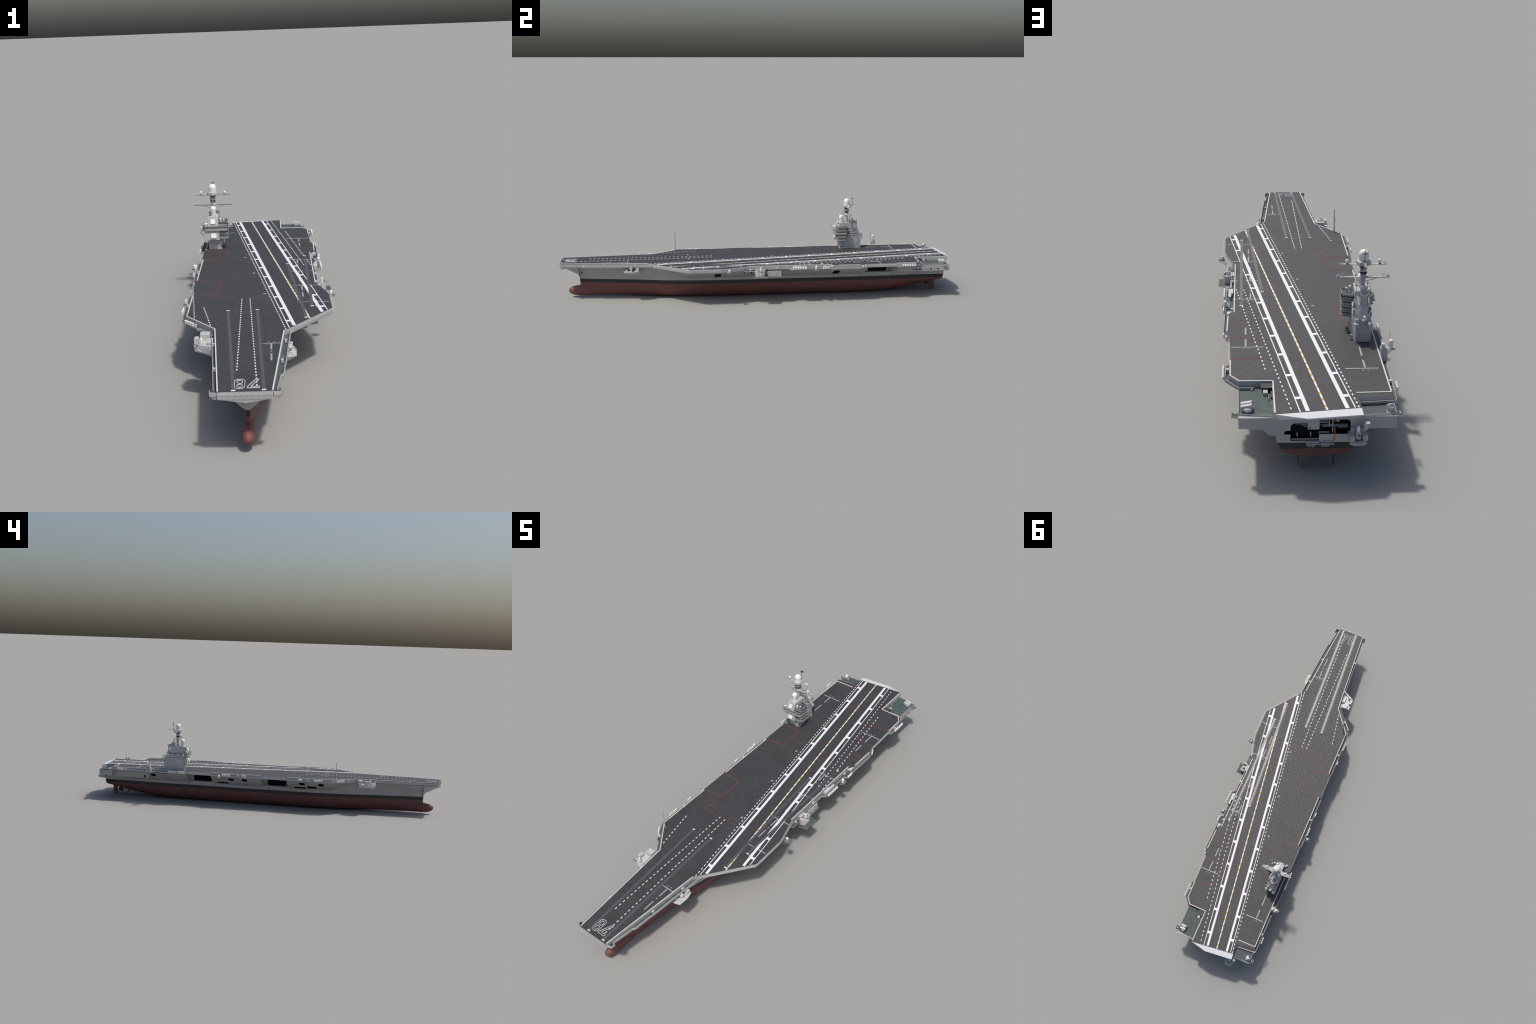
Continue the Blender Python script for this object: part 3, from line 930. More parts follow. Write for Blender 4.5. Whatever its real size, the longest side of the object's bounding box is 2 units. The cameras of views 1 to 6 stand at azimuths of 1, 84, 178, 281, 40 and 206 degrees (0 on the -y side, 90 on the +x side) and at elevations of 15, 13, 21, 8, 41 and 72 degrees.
def build_rafts(root):
    # one canister mesh, shared
    b = MeshBuilder()
    b.lathe((0, -.0049, 0), [(0, 0), (.0021, .0003), (.0029, .0012), (.0031, .0046), (.0033, .0047), (.0033, .0051), (.0031, .0052), (.0029, .0086), (.0021, .0095), (0, .0098)], "white_gloss", 12, (0, 1, 0))
    proto = b.finish("life_raft", root, smooth=40)
    me = proto.data
    bpy.data.objects.remove(proto)
    rows = []
    for x0, y0, x1, y1, n in ((.2360, .1535, .2360, .2145, 6), (.2360, .3025, .2360, .3255, 3), (.2315, .4985, .2235, .5140, 2), (.2280, .7020, .2275, .7610, 6),
                              (-.2400, .8065, -.2395, .8310, 3), (-.2425, .4395, -.2425, .4750, 4), (-.2425, .4910, -.2425, .5265, 4),
                              (-.2395, .1780, -.2395, .2130, 4), (-.2390, .0875, -.2390, .0990, 2), (-.2375, -.2295, -.2375, -.2185, 2),
                              (-.2375, -.3440, -.2375, -.3075, 4), (-.2185, -.4310, -.1950, -.4585, 4)):
        ang = math.atan2(-(x1 - x0), y1 - y0)
        top = .1832
        for i in range(n):
            t = i / (n - 1)
            p = (x0 + (x1 - x0) * t, y0 + (y1 - y0) * t)
            for z in (top, top - .0066):
                rows.append((p, z, ang))
    for p, z, a in rows:
        ob = add_object("life_raft", me, root, (p[0], p[1], z), a + random.uniform(-.03, .03))
    # racks that carry them
    b = MeshBuilder()
    for p, z, a in rows[::2]:
        s = math.copysign(1, p[0])
        b.bar((p[0] - s * .0035, p[1], z - .012), (p[0] - s * .0035, p[1], z + .004), .0008, .0008, "grey_paint")
        b.bar((p[0] - s * .0075, p[1], z - .0102), (p[0] + s * .003, p[1], z - .0102), .0008, .0008, "grey_paint")
    b.finish("raft_rack", root)["kind"] = "stuff"


def build_ciws(parent, x, y, z, heading=0.0):
    """Close-in gun mount: pedestal, barrel housing, white domed radar."""
    b = MeshBuilder()
    b.lathe((0, 0, 0), [(.0085, 0), (.0085, .003), (.0065, .005), (.006, .008)], "light_grey_paint", 16)
    b.box(-.0062, -.0042, -.004, .004, .006, .018, "light_grey_paint")
    b.box(.0042, .0062, -.004, .004, .006, .018, "light_grey_paint")
    b.obox((0, -.001, .014), (.0075, .012, .007), "light_grey_paint", (-8, 0, 0))
    b.cyl((0, -.004, .0135), (0, -.019, .0155), .0016, .0014, "dark_metal", 8)
    b.lathe((0, 0, .016), [(.0038, 0), (.0041, .004), (.0041, .0135), (.0036, .0158), (.0022, .0176), (0, .0183)], "white_gloss", 16)
    ob = b.finish("close_in_gun", parent, smooth=35)
    ob.location = (x, y, z)
    ob.rotation_euler = (0, 0, heading)
    return ob


def small_radome(parent, x, y, z, r, neck, r_neck=None, mat="white_gloss", base=None):
    b = MeshBuilder()
    b.dome((0, 0, 0), r, neck, mat, 20, r_neck)
    if base:
        b.lathe((0, 0, -base), [(r * .8, 0), (r * .8, base + .0005)], "light_grey_paint", 14)
    return b.finish("radome", parent, smooth=40, location=(x, y, z))


def railed_platform(parent, x0, x1, y0, y1, z, strut_to=None, name="antenna_platform"):
    b = MeshBuilder()
    b.box(x0, x1, y0, y1, z - .0016, z, "grey_paint", "green_deck")
    c = [(x0, y0), (x1, y0), (x1, y1), (x0, y1)]
    for i in range(4):
        p, q = c[i], c[(i + 1) % 4]
        for h in (.0030, .0055):
            b.bar((*p, z + h), (*q, z + h), .0005, .0005, "grey_paint")
        b.bar((*p, z), (*p, z + .0057), .0006, .0006, "grey_paint")
    if strut_to:
        for yy in (y0 + .002, y1 - .002):
            far = x1 if abs(x1) > abs(x0) else x0
            b.bar((far, yy, z - .001), (strut_to[0], yy, strut_to[1]), .0012, .0012, "grey_paint")
            b.bar(((far + strut_to[0]) / 2, yy, z - .001), (strut_to[0], yy, strut_to[1]), .0010, .0010, "grey_paint")
    return b.finish(name, parent)


def build_side_fittings(root):
    G, LG = "grey_paint", "light_grey_paint"
    # starboard forward sponson
    b = MeshBuilder()
    out = [(-.105, -.6420), (-.1320, -.6360), (-.1778, -.6115), (-.1828, -.5880), (-.1770, -.5460), (-.110, -.5400)]
    mid = [(-.095, -.6410), (-.1310, -.6350), (-.1768, -.6110), (-.1810, -.5885), (-.1760, -.5465), (-.100, -.5405)]
    low = [(-.070, -.6380), (-.1180, -.6340), (-.1430, -.6100), (-.1450, -.5890), (-.1420, -.5480), (-.085, -.5440)]
    b.prism(out, .1500, .1655, LG, bottom=mid)
    b.prism(mid, .1380, .1500, LG, bottom=low)
    b.prism([(-.118, -.6385), (-.1330, -.6345), (-.1330, -.6260), (-.118, -.6300)], .1655, .1745, LG)
    b.prism([(-.1350, -.6335), (-.1765, -.6115), (-.1740, -.6050), (-.1350, -.6250)], .1655, .1725, LG)
    b.prism([(-.1660, -.5990), (-.1790, -.5995), (-.1775, -.5760), (-.1660, -.5760)], .1655, .1840, LG)
    b.box(-.1640, -.1350, -.5640, -.5410, .1655, .1840, LG)
    b.box(-.1640, -.1350, -.5510, -.5410, .1840, .1860, LG)
    b.box(-.1400, -.1240, -.6100, -.5750, .1655, .1760, LG)
    b.box(-.1770, -.1650, -.5640, -.5460, .1655, .1690, LG)
    for i in range(3):
        b.obox((-.167 + i * .0045, -.6160 - i * .0024, .156 - i * .001), (.0022, .007, .006), LG, (35, 0, 0))
    b.bar((-.1850, -.6200, .1760), (-.1700, -.6200, .1750), .001, .001, "dark_metal")
    b.bar((-.1800, -.6200, .1655), (-.1800, -.6200, .1760), .001, .001, "dark_metal")
    b.finish("gun_sponson", root)
    build_ciws(root, -.1570, -.6080, .1570, math.radians(-50))
    # port forward sponson
    b = MeshBuilder()
    b.prism([(.088, -.6760), (.1000, -.6740), (.1180, -.6680), (.1190, -.6250), (.1110, -.5960), (.090, -.5940)], .1340, .1500, LG,
            bottom=[(.060, -.6680), (.080, -.6680), (.0960, -.6600), (.0990, -.6250), (.0960, -.5985), (.065, -.5960)])
    for p, q in (((.1000, -.6740), (.1180, -.6680)), ((.1180, -.6680), (.1190, -.6250)), ((.1190, -.6250), (.1110, -.5960))):
        b.bar((*p, .1515), (*q, .1515), .0014, .0035, LG)
    b.box(.0935, .1090, -.6140, -.5990, .150, .1685, LG)
    b.prism([(.0930, -.6180), (.1060, -.6180), (.1130, -.6060), (.1070, -.5980), (.0930, -.5980)], .150, .1560, LG)
    b.lathe((.1020, -.6370, .150), [(.0060, 0), (.0060, .003), (.004, .005)], LG, 14)
    b.box(.0975, .0990, -.6400, -.6330, .153, .164, LG)
    b.box(.1050, .1065, -.6400, -.6330, .153, .164, LG)
    b.obox((.1020, -.6375, .1660), (.0085, .0130, .0085), LG, (25, 0, 0))
    b.box(.0905, .0960, -.6640, -.6560, .150, .160, LG)
    b.box(.1040, .1110, -.6585, -.6520, .150, .1545, LG)
    b.finish("gun_sponson", root)
    # port waist gun tub and its platform
    b = MeshBuilder()
    b.prism([(.196, -.0420), (.2320, -.0380), (.2600, -.0325), (.2605, .0260), (.2320, .0300), (.196, .0300)], .1430, .1450, G, "green_deck")
    b.prism([(.2060, -.0345), (.2380, -.0335), (.2430, -.0200), (.2430, .0050), (.2390, .0135), (.2060, .0145)], .1450, .1560, LG)
    for p, q in (((.2060, -.0345), (.2380, -.0335)), ((.2380, -.0335), (.2430, -.0200)), ((.2430, .0050), (.2390, .0135)), ((.2390, .0135), (.2060, .0145))):
        b.prism([p, q, (q[0] - .0035, q[1] * .75 - .002), (p[0], p[1] * .75 - .002)], .1560, .1740, LG)
    b.prism([(.2060, -.0345), (.2180, -.0345), (.2180, .0145), (.2060, .0145)], .1405, .1740, LG)
    b.bar((.196, .0255, .125), (.2600, .0190, .1390), .0014, .0014, G)
    b.bar((.196, -.040, .125), (.2600, -.036, .1390), .0014, .0014, G)
    b.finish("gun_tub", root)
    build_ciws(root, .2290, -.0060, .1530, math.radians(90))
    b = MeshBuilder()                                    # deck house aft of the tub
    b.box(.150, .2180, .0270, .0960, .1385, .1650, G)
    b.box(.150, .2225, .0262, .1030, .1365, .1388, G, "green_deck")
    b.box(.2170, .2195, .0500, .0680, .1400, .1580, G)
    b.obox((.2140, .0250, .1745), (.003, .005, .003), "orange_paint")
    b.finish("side_house", root)
    b = MeshBuilder()                                    # access flat forward of the tub
    b.box(.2070, .2260, -.0880, -.0370, .1655, .1690, G, "green_deck")
    b.lathe((.2160, -.0560, .169), [(.003, 0), (.003, .006), (0, .009)], "white_gloss", 12)
    b.finish("side_flat", root)
    # radome brackets
    railed_platform(root, .2400, .2640, -.1720, -.1530, .1700, (.2350, .150))
    small_radome(root, .2505, -.1605, .1715, .0052, .0095, .0048)
    railed_platform(root, .2200, .2420, .2560, .2770, .1700, (.2190, .155))
    small_radome(root, .2315, .2660, .1715, .0062, .0130, .0058)
    railed_platform(root, -.2360, -.2580, .2235, .2430, .1650, (-.2330, .148))
    small_radome(root, -.2480, .2333, .1665, .0060, .0095, .0054)
    # long house on the port catwalk, ramp plate, and small lockers
    b = MeshBuilder()
    b.prism([(.2075, .1530), (.2205, .1530), (.2225, .1580), (.2225, .2130), (.2195, .2185), (.2130, .2185), (.2130, .1900), (.2075, .1900)], .1720, .1850, LG)
    b.finish("catwalk_house", root)
    b = MeshBuilder()
    b.prism([(.2060, .3370), (.2250, .3390), (.2250, .3480), (.2200, .3660), (.2080, .3420)], .1760, .1857, LG)
    b.finish("ramp_plate", root)
    b = MeshBuilder()
    for x, y in ((.2095, .0760), (.2095, .3090), (.0765, -.7700), (.0893, -.6180), (-.1060, -.8210), (-.1210, -.6340), (-.2265, -.2690),
                 (-.2265, .1300), (-.2270, .7900), (.2160, .7150), (-.1850, -.4640)):
        b.box(x - .0035, x + .0035, y - .0045, y + .0045, .1720, .1825, LG)
        b.box(x - .0030, x + .0030, y - .0130, y - .0050, .1720, .1740, "dark_metal")
        for dx in (-.003, .003):
            b.bar((x + dx, y + .005, .1735), (x + dx, y + .014, .1855), .0006, .0006, G)
    b.finish("catwalk_locker", root)["kind"] = "stuff"
    # plating patches, boat covers and trunks standing proud of the starboard sponson
    b = MeshBuilder()
    for y0, y1, z0, z1, x in ((.0215, .0590, .1390, .1560, -.1720), (-.3905, -.3520, .1380, .1535, -.1720), (.0205, .0630, .1195, .1300, -.1470),
                              (.0700, .1205, .1130, .1300, -.1500)):
        b.prism([(-.13, y0), (x, y0), (x, y1), (-.13, y1)], z0, z1, "hull_grey",
                bottom=[(-.13, y0), (x + .016, y0), (x + .016, y1), (-.13, y1)])
    b.prism([(-.14, .222), (-.2420, .2260), (-.2420, .2410), (-.14, .246)], .1470, .1640, "hull_grey",
            bottom=[(-.14, .228), (-.200, .228), (-.200, .240), (-.14, .240)])
    b.finish("side_trunk", root)
    # rams' horn fairleads on the port side aft
    b = MeshBuilder()
    for y in (.692, .703):
        b.cyl((.2005, y, .150), (.2080, y - .004, .1600), .0022, .0022, G, 8)
    b.finish("fairlead", root)
    # folding radio mast on the starboard knuckle
    b = MeshBuilder()
    b.cyl((-.1935, -.4205, .172), (-.1930, -.4200, .2050), .0029, .0024, G, 8)
    b.cyl((-.1930, -.4200, .2050), (-.1915, -.4200, .2830), .0023, .0017, G, 8)
    b.bar((-.1960, -.4200, .2825), (-.1880, -.4200, .2825), .0008, .0008, G)
    b.bar((-.1915, -.4260, .2820), (-.1915, -.4190, .2820), .0008, .0008, G)
    b.bar((-.1965, -.4200, .2420), (-.1920, -.4200, .2420), .0008, .0008, G)
    b.cyl((-.1975, -.4200, .2400), (-.1975, -.4200, .2450), .0012, .0012, G, 8)
    for z in (.257, .263, .269):
        b.bar((-.1925, -.4200, z), (-.1895, -.4200, z), .0006, .0006, G)
    b.finish("radio_mast", root)
    # starboard aft landing-aid mast with radome
    b = MeshBuilder()
    b.prism([(-.2195, .6420), (-.2380, .6420), (-.2380, .6610), (-.2195, .6610)], .1700, .2120, G,
            bottom=[(-.2195, .6330), (-.2380, .6330), (-.2380, .6670), (-.2195, .6670)])
    b.box(-.2215, -.2310, .6460, .6580, .2120, .2235, LG)
    b.box(-.2380, -.2600, .6450, .6640, .2085, .2105, G)
    for h in (.2125, .2150):
        b.bar((-.2600, .6450, h), (-.2600, .6640, h), .0006, .0006, G)
        b.bar((-.2380, .6640, h), (-.2600, .6640, h), .0006, .0006, G)
    b.bar((-.2585, .6550, .2090), (-.2375, .6550, .1900), .0014, .0014, G)
    b.bar((-.2480, .6550, .2090), (-.2375, .6550, .1940), .0014, .0014, G)
    b.bar((-.2470, .6400, .2100), (-.2470, .6400, .2570), .0008, .0008, "dark_metal")
    b.bar((-.2380, .6450, .2100), (-.2470, .6400, .2100), .0010, .0010, G)
    b.box(-.2385, -.2405, .6480, .6540, .1830, .1870, "dark_recess")
    b.finish("landing_aid_mast", root)
    small_radome(root, -.2490, .6540, .2105, .0072, .0200, .0058)


def build_launchers(root):
    # port quarter: box launcher of two cell banks
    b = MeshBuilder()
    c = Vector((.1635, .9140, .169))
    b.lathe(c, [(.0125, 0), (.0125, .004), (.009, .006)], "light_grey_paint", 18)
    b.box(c.x - .0025, c.x + .0025, c.y - .006, c.y + .006, c.z + .004, c.z + .016, "light_grey_paint")
    for dy in (-.0088, .0060):
        b.obox(c + Vector((0, dy, .0130)), (.0290, .0095, .0120), "light_grey_paint", (0, 12, -4))
        for k in (-1, 1):
            b.obox(c + Vector((.0145, dy + k * .0024, .0100)), (.001, .0036, .009), "grey_paint", (0, 12, -4))
    b.lathe(c + Vector((-.003, .009, .004)), [(.0110, 0), (.0115, .006), (.009, .009)], "light_grey_paint", 18)
    b.finish("missile_launcher", root)
    # starboard quarter: tilted canister on a yoke
    b = MeshBuilder()
    c = Vector((-.2060, .9290, .1688))
    b.box(c.x - .010, c.x + .010, c.y - .004, c.y + .010, c.z, c.z + .0018, "light_grey_paint")
    b.lathe(c + Vector((0, .002, 0)), [(.0070, 0), (.0070, .003), (.004, .005)], "light_grey_paint", 14)
    for s in (-1, 1):
        b.bar(c + Vector((s * .0085, .004, .002)), c + Vector((s * .0065, 0, .014)), .002, .003, "light_grey_paint")
    b.obox(c + Vector((.001, -.001, .0150)), (.0120, .0200, .0110), "light_grey_paint", (28, 0, 25))
    b.obox(c + Vector((0, .007, .0105)), (.0070, .005, .0140), "light_grey_paint", (-15, 0, 0))
    b.finish("missile_launcher", root)


def build_stern(root):
    G, LG = "grey_paint", "light_grey_paint"
    # gun sponson on the starboard side of the transom
    b = MeshBuilder()
    b.prism([(-.0950, .950), (-.1400, .950), (-.1400, .9880), (-.1330, .9980), (-.1050, .9990), (-.0950, .9940)], .1040, .1130, G,
            bottom=[(-.0970, .950), (-.1380, .950), (-.1340, .9760), (-.1280, .9860), (-.1080, .9860), (-.0990, .9820)])
    b.prism([(-.0950, .950), (-.1440, .950), (-.1440, .9740), (-.1390, .9800), (-.1300, .9800), (-.1270, .9600), (-.1125, .9600), (-.1090, .9880), (-.1000, .9880), (-.0950, .9800)],
            .1130, .1270, G)
    b.box(-.1010, -.1400, .950, .9610, .1270, .1400, G)
    b.prism([(-.1330, .950), (-.1490, .950), (-.1490, .9700), (-.1330, .9700)], .1400, .1580, G,
            bottom=[(-.1330, .950), (-.1420, .950), (-.1420, .9700), (-.1330, .9700)])
    b.finish("gun_sponson", root)
    build_ciws(root, -.1190, .9720, .1190, math.radians(180))
    # flared upper transom below the rounddown, with its row of windows
    b = MeshBuilder()
    lo0, lo1 = Vector((.0935, .9527, .1612)), Vector((-.1300, .9527, .1612))
    hi0, hi1 = Vector((.0935, .9640, .1840)), Vector((-.1300, .9560, .1815))
    b.face([lo0, lo1, hi1, hi0], G)
    b.face([lo0, hi0, (.0935, .940, .1840), (.0935, .940, .1612)], G)
    b.face([lo1, (-.1300, .930, .1612), (-.1300, .930, .1815), hi1], G)
    b.face([lo0, (.0935, .940, .1612), (-.1300, .940, .1612), lo1], G)
    for x0, x1, z0, z1 in ((.0732, .0782, .1640, .1695), (.0662, .0712, .1640, .1695), (.0592, .0642, .1640, .1695), (.0522, .0572, .1640, .1695),
                           (.0424, .0502, .1640, .1695), (.0378, .0398, .1622, .1695)):
        y = .9527 + .0110 * ((z0 + z1) / 2 - .1612) / .0228
        b.obox(((x0 + x1) / 2, y - .0004, (z0 + z1) / 2), (x1 - x0, .0018, z1 - z0), "dark_recess", (-26, 0, 1))
    b.finish("upper_transom", root)
    # mooring deck fittings inside the transom opening
    b = MeshBuilder()
    b.prism([(-.0215, .9515), (.0080, .9515), (.0080, .936), (-.0215, .936)], .1325, .1600, G)       # upper compartment
    b.face([(.0080, .945, .1600), (.0080, .945, .1325), (.0140, .945, .1360), (.0280, .945, .1440), (.0400, .945, .1440), (.0400, .945, .1540), (.0140, .945, .1600)], "painted_shade_grey")  # grey wall darkened in its colour for the shade inside the opening
    b.box(-.0130, -.0165, .9514, .9524, .1515, .1535, LG)
    b.box(.0045, .0005, .9514, .9524, .1350, .1380, "red_marking")
    b.box(-.0215, -.0600, .930, .9525, .0990, .1190, G)                                            # bulwark right
    b.box(-.0600, -.0970, .940, .9535, .0960, .1190, G)
    b.box(-.0215, .0500, .926, .951, .0975, .1000, "dark_metal")
    for x in (.0350, .0000):
        b.box(x - .0012, x + .0012, .945, .948, .1100, .1220, G)
    for x0, x1, y, z in ((.0490, -.0215, .951, .1035), (.0490, -.0215, .951, .1062), (-.0215, -.0480, .949, .1240), (-.0215, -.0480, .949, .1215), (-.0215, -.0700, .946, .1425),
                         (-.0215, -.0440, .946, .1540), (-.0700, -.0960, .946, .1345)):
        b.bar((x0, y, z), (x1, y, z), .0008, .0008, LG)
    for i in range(9):
        x = .0490 - i * .0088
        b.bar((x, .951, .1000), (x, .951, .1062), .0007, .0007, LG)
    b.box(-.0215, -.0440, .920, .948, .1500, .1515, G)
    b.box(-.0300, -.0960, .915, .947, .1380, .1395, G)
    for i in range(8):
        x = -.0440 - i * .0065
        b.bar((x, .946, .1395), (x, .946, .1440), .0006, .0006, G)
    b.bar((-.0470, .948, .1390), (-.0470, .948, .1640), .0022, .0022, LG)
    b.bar((-.0560, .946, .1190), (-.0560, .946, .1640), .0030, .0020, G)
    b.bar((-.0610, .9535, .1010), (-.0610, .9535, .1390), .0026, .0026, "orange_paint")
    b.bar((-.0610, .9535, .1560), (-.0610, .9535, .1640), .0026, .0026, "orange_paint")
    b.cyl((-.0690, .945, .1530), (-.0690, .945, .1640), .0048, .0048, G, 14)
    b.bar((-.0960, .949, .1180), (-.0600, .949, .1180), .0015, .0015, LG)
    b.finish("mooring_deck", root)
    # boat boom and fender rack below the opening
    b = MeshBuilder()
    b.box(.0140, -.0210, .950, .9580, .0965, .0985, LG)
    b.box(-.0270, -.0560, .950, .9580, .0975, .0990, LG)
    for x0, x1, z in ((.0110, -.0600, .0905), (.0110, -.0600, .0935)):
        b.bar((x0, .9575, z), (x1, .9575, z), .0011, .0011, LG)
    for x in (.0110, .004, -.008, -.020, -.030, -.042, -.0595):
        b.bar((x, .9575, .0905), (x, .9560, .0975), .0008, .0008, LG)
    for x0 in (.0080, -.0290):
        for i in range(5):
            b.bar((x0 - i * .0042, .9580, .0850), (x0 - i * .0042, .9580, .0945), .0017, .0017, LG)
    b.finish("fender_rack", root)


# ----------------------------------------------------------------- island
def build_island(root):
    G, LG, GR, GL = "grey_paint", "light_grey_paint", "green_deck", "green_glass"

    def tapered(b, low, up, z0, z1, mat=G, top=None):
        b.prism(up, z0, z1, mat, top, bottom=low)

    b = MeshBuilder()
    # base block, forward face slightly raked
    base = [(-.2046, .4510), (-.1610, .4500), (-.1510, .4570), (-.1510, .5000), (-.1585, .5665), (-.2042, .5665)]
    b.prism(base, DECK - .0005, .2310, G)
    low = [(-.2046, .4470), (-.1600, .4470), (-.1520, .4580), (-.1520, .5000), (-.1585, .5650), (-.2042, .5650)]
    b.prism(low, .2310, .2570, G)
    island = b.finish("island", root)

    b = MeshBuilder()
    # lower forward sensor block overhanging the base
    tapered(b, [(-.2180, .4280), (-.1600, .4280), (-.1600, .4680), (-.2040, .4680), (-.2046, .4480)], [(-.2165, .4320), (-.1590, .4320), (-.1590, .4680), (-.2040, .4680), (-.2046, .4480)], .2300, .2690)
    # middle block with faceted after end
    mid_lo = [(-.2035, .4400), (-.1590, .4400), (-.1570, .5380), (-.1720, .5645), (-.1930, .5645), (-.2050, .5380)]
    mid_up = [(-.2030, .4400), (-.1600, .4400), (-.1590, .5280), (-.1750, .5500), (-.1930, .5500), (-.2035, .5280)]
    tapered(b, mid_lo, mid_up, .2570, .2960)
    # upper block, raked front, pointed after end
    up_lo = [(-.2040, .4280), (-.1640, .4280), (-.1600, .5180), (-.1770, .5470), (-.1910, .5470), (-.2030, .5180)]
    up_hi = [(-.2030, .4400), (-.1625, .4400), (-.1590, .5160), (-.1800, .5500), (-.1870, .5500), (-.2025, .5160)]
    tapered(b, up_lo, up_hi, .2855, .3235)
    # parapet following the after edges of the roof
    for (p, q) in ((up_hi[2], up_hi[3]), (up_hi[4], up_hi[5])):
        b.bar((*p, .3260), (*q, .3275), .0012, .0060, G)
    b.bar((*up_hi[3], .3275), (*up_hi[4], .3275), .0012, .0060, G)
    b.finish("superstructure", island)

    # flat radar faces
    b = MeshBuilder()

    def panel(c, w, h, yaw, tilt, mat="radar_panel"):
        b.obox(c, (w, .0016, h), mat, (tilt, 0, yaw))
        b.obox(Vector(c), (w + .0022, .0010, h + .0022), G, (tilt, 0, yaw))
    panel((-.1842, .4325, .3065), .0185, .0200, 0, -23)
    panel((-.1825, .4278, .2482), .0215, .0195, 0, -18)
    panel((-.1682, .5340, .3075), .0180, .0210, -59, 2)
    panel((-.1970, .5335, .3075), .0170, .0210, 67, 2)
    panel((-.1635, .5475, .2735), .0190, .0230, -60, -22)
    panel((-.2000, .5475, .2735), .0180, .0220, 67, -20)
    b.finish("radar_panel", island)

    # bridge: the pilot house slab wraps the front, stacked galleries hang on the port side
    b = MeshBuilder()
    hexa = [(-.2150, .4600), (-.2265, .4500), (-.2265, .4330), (-.2190, .4255), (-.1340, .4255), (-.1260, .4320), (-.1230, .4400), (-.1230, .4860), (-.1560, .4950), (-.1560, .4600)]
    shrink = lambda k: [(-.18 + (x + .18) * k, .455 + (y - .455) * k) for x, y in hexa]
    b.prism(shrink(.95), .2690, .2855, G, GR, bottom=shrink(.93))
    for z in (.2700, .2870):
        b.prism(shrink(1.0), z - .0010, z + .0006, G, GR)
    b.prism(shrink(.957), .2785, .2825, GL)
    for i in range(10):                                   # window mullions
        x = -.2110 + i * .0085
        b.box(x - .0005, x + .0005, .4262, .4290, .2780, .2830, G)
    gal = [(-.1600, .4370), (-.1330, .4370), (-.1250, .4440), (-.1250, .4830), (-.1560, .4920), (-.1600, .4900)]
    gsh = lambda k: [(-.1560 + (x + .1560) * k, .463 + (y - .463) * k) for x, y in gal]
    for z0, z1 in ((.2350, .2500), (.2510, .2670), (.2870, .3030)):
        b.prism(gsh(.94), z0, z1, G, bottom=gsh(.90))
        b.prism(gsh(.952), z1 - .0078, z1 - .0042, GL)
        b.prism(gsh(1.04), z0 - .0010, z0 + .0006, G, GR)
        for i in range(5):
            x = -.1545 + i * .0060
            b.box(x - .0005, x + .0005, .4375, .4395, z1 - .0080, z1 - .0040, G)
    for z in (.2510, .2680, .3030):
        b.prism(gsh(1.04), z - .0004, z + .0012, G, GR)
    # railings round every ledge
    for z, ring in ((.2505, gsh(1.04)), (.2345, gsh(1.04)), (.3040, gsh(1.03)), (.2695, shrink(1.0)), (.2870, shrink(1.0))):
        for p, q in zip(ring, ring[1:]):
            for h in (.0026, .0048):
                b.bar((*p, z + h), (*q, z + h), .0005, .0005, G)
            n = max(1, int((Vector(q) - Vector(p)).length / .008))
            for i in range(n + 1):
                c = Vector(p).lerp(Vector(q), i / n)
                b.bar((*c, z), (*c, z + .0050), .0005, .0005, G)
    b.finish("bridge", island)

    # ledges, doors and platforms on the island sides; shade by the ledges painted as darker strips
    b = MeshBuilder()
    for y0, y1, z0, z1 in ((.5000, .5420, .2715, .2790), (.4660, .5020, .2740, .2830)):
        b.box(-.2040, -.2062, y0, y1, z0, z1, G)
        b.box(-.2036, -.2046, y0, y1, z0 + .0075, z0 + .0130, "painted_shade_grey")
    b.box(-.2030, -.2080, .4600, .5420, .2570, .2590, G)
    b.box(-.2040, -.2075, .4900, .5400, .2610, .2690, G)
    b.box(-.2040, -.2060, .5150, .5200, .2570, .2900, G)
    for y0, y1, z0, z1 in ((.4980, .5300, .2600, .2660), (.5050, .5380, .2720, .2780), (.4950, .5240, .2830, .2880), (.5000, .5240, .2410, .2470)):
        b.box(-.1575, -.1530, y0, y1, z0, z1, G)
        b.box(-.1570, -.1515, y0 - .002, y1 + .002, z0 - .0012, z0, G)
        b.box(-.1574, -.1560, y0, y1, z1, z1 + .006, "painted_shade_grey")
    for x in (-.1970, -.1840, -.1710):                     # scuttles in the after and forward faces
        b.box(x - .0022, x + .0022, .5660, .5671, .2090, .2100, "dark_recess")
        b.box(x - .0022, x + .0022, .4500, .4512, .2090, .2105, "dark_recess")
    for y in (.505, .525, .545):
        xx = -.1512 - (y - .5) * .113
        b.box(xx - .002, xx + .0016, y - .002, y + .002, .2085, .2098, "dark_recess")
    b.box(-.1560, -.1500, .4530, .4575, .1950, .2000, GL)
    b.box(-.1530, -.1490, .4700, .4740, .1960, .2010, GL)
    b.box(-.2040, -.2050, .5055, .5065, .1870, .2560, G)
    b.obox((-.1480, .5480, .1960), (.004, .006, .012), G)
    b.box(-.2046, -.2060, .4530, .4620, .1880, .2200, G)
    b.finish("island_fitting", island)

    # island number 78 on both sides
    b = MeshBuilder()

    def strokes(x, y_of, z0, h, w, mark):
        pts = lambda u, v: (x, y_of(u), z0 + v * h)
        def run(seq, closed=False):
            s = [pts(*p) for p in seq]
            for p, q in zip(s, s[1:] + (s[:1] if closed else [])):
                b.bar(p, q, w, w, mark)
        run([(0, 1), (.42, 1), (.06, 0)])
        run([(.58, 0), (1, 0), (1, .52), (.58, .52)], True)
        run([(.58, .52), (.58, 1), (1, 1), (1, .52)])
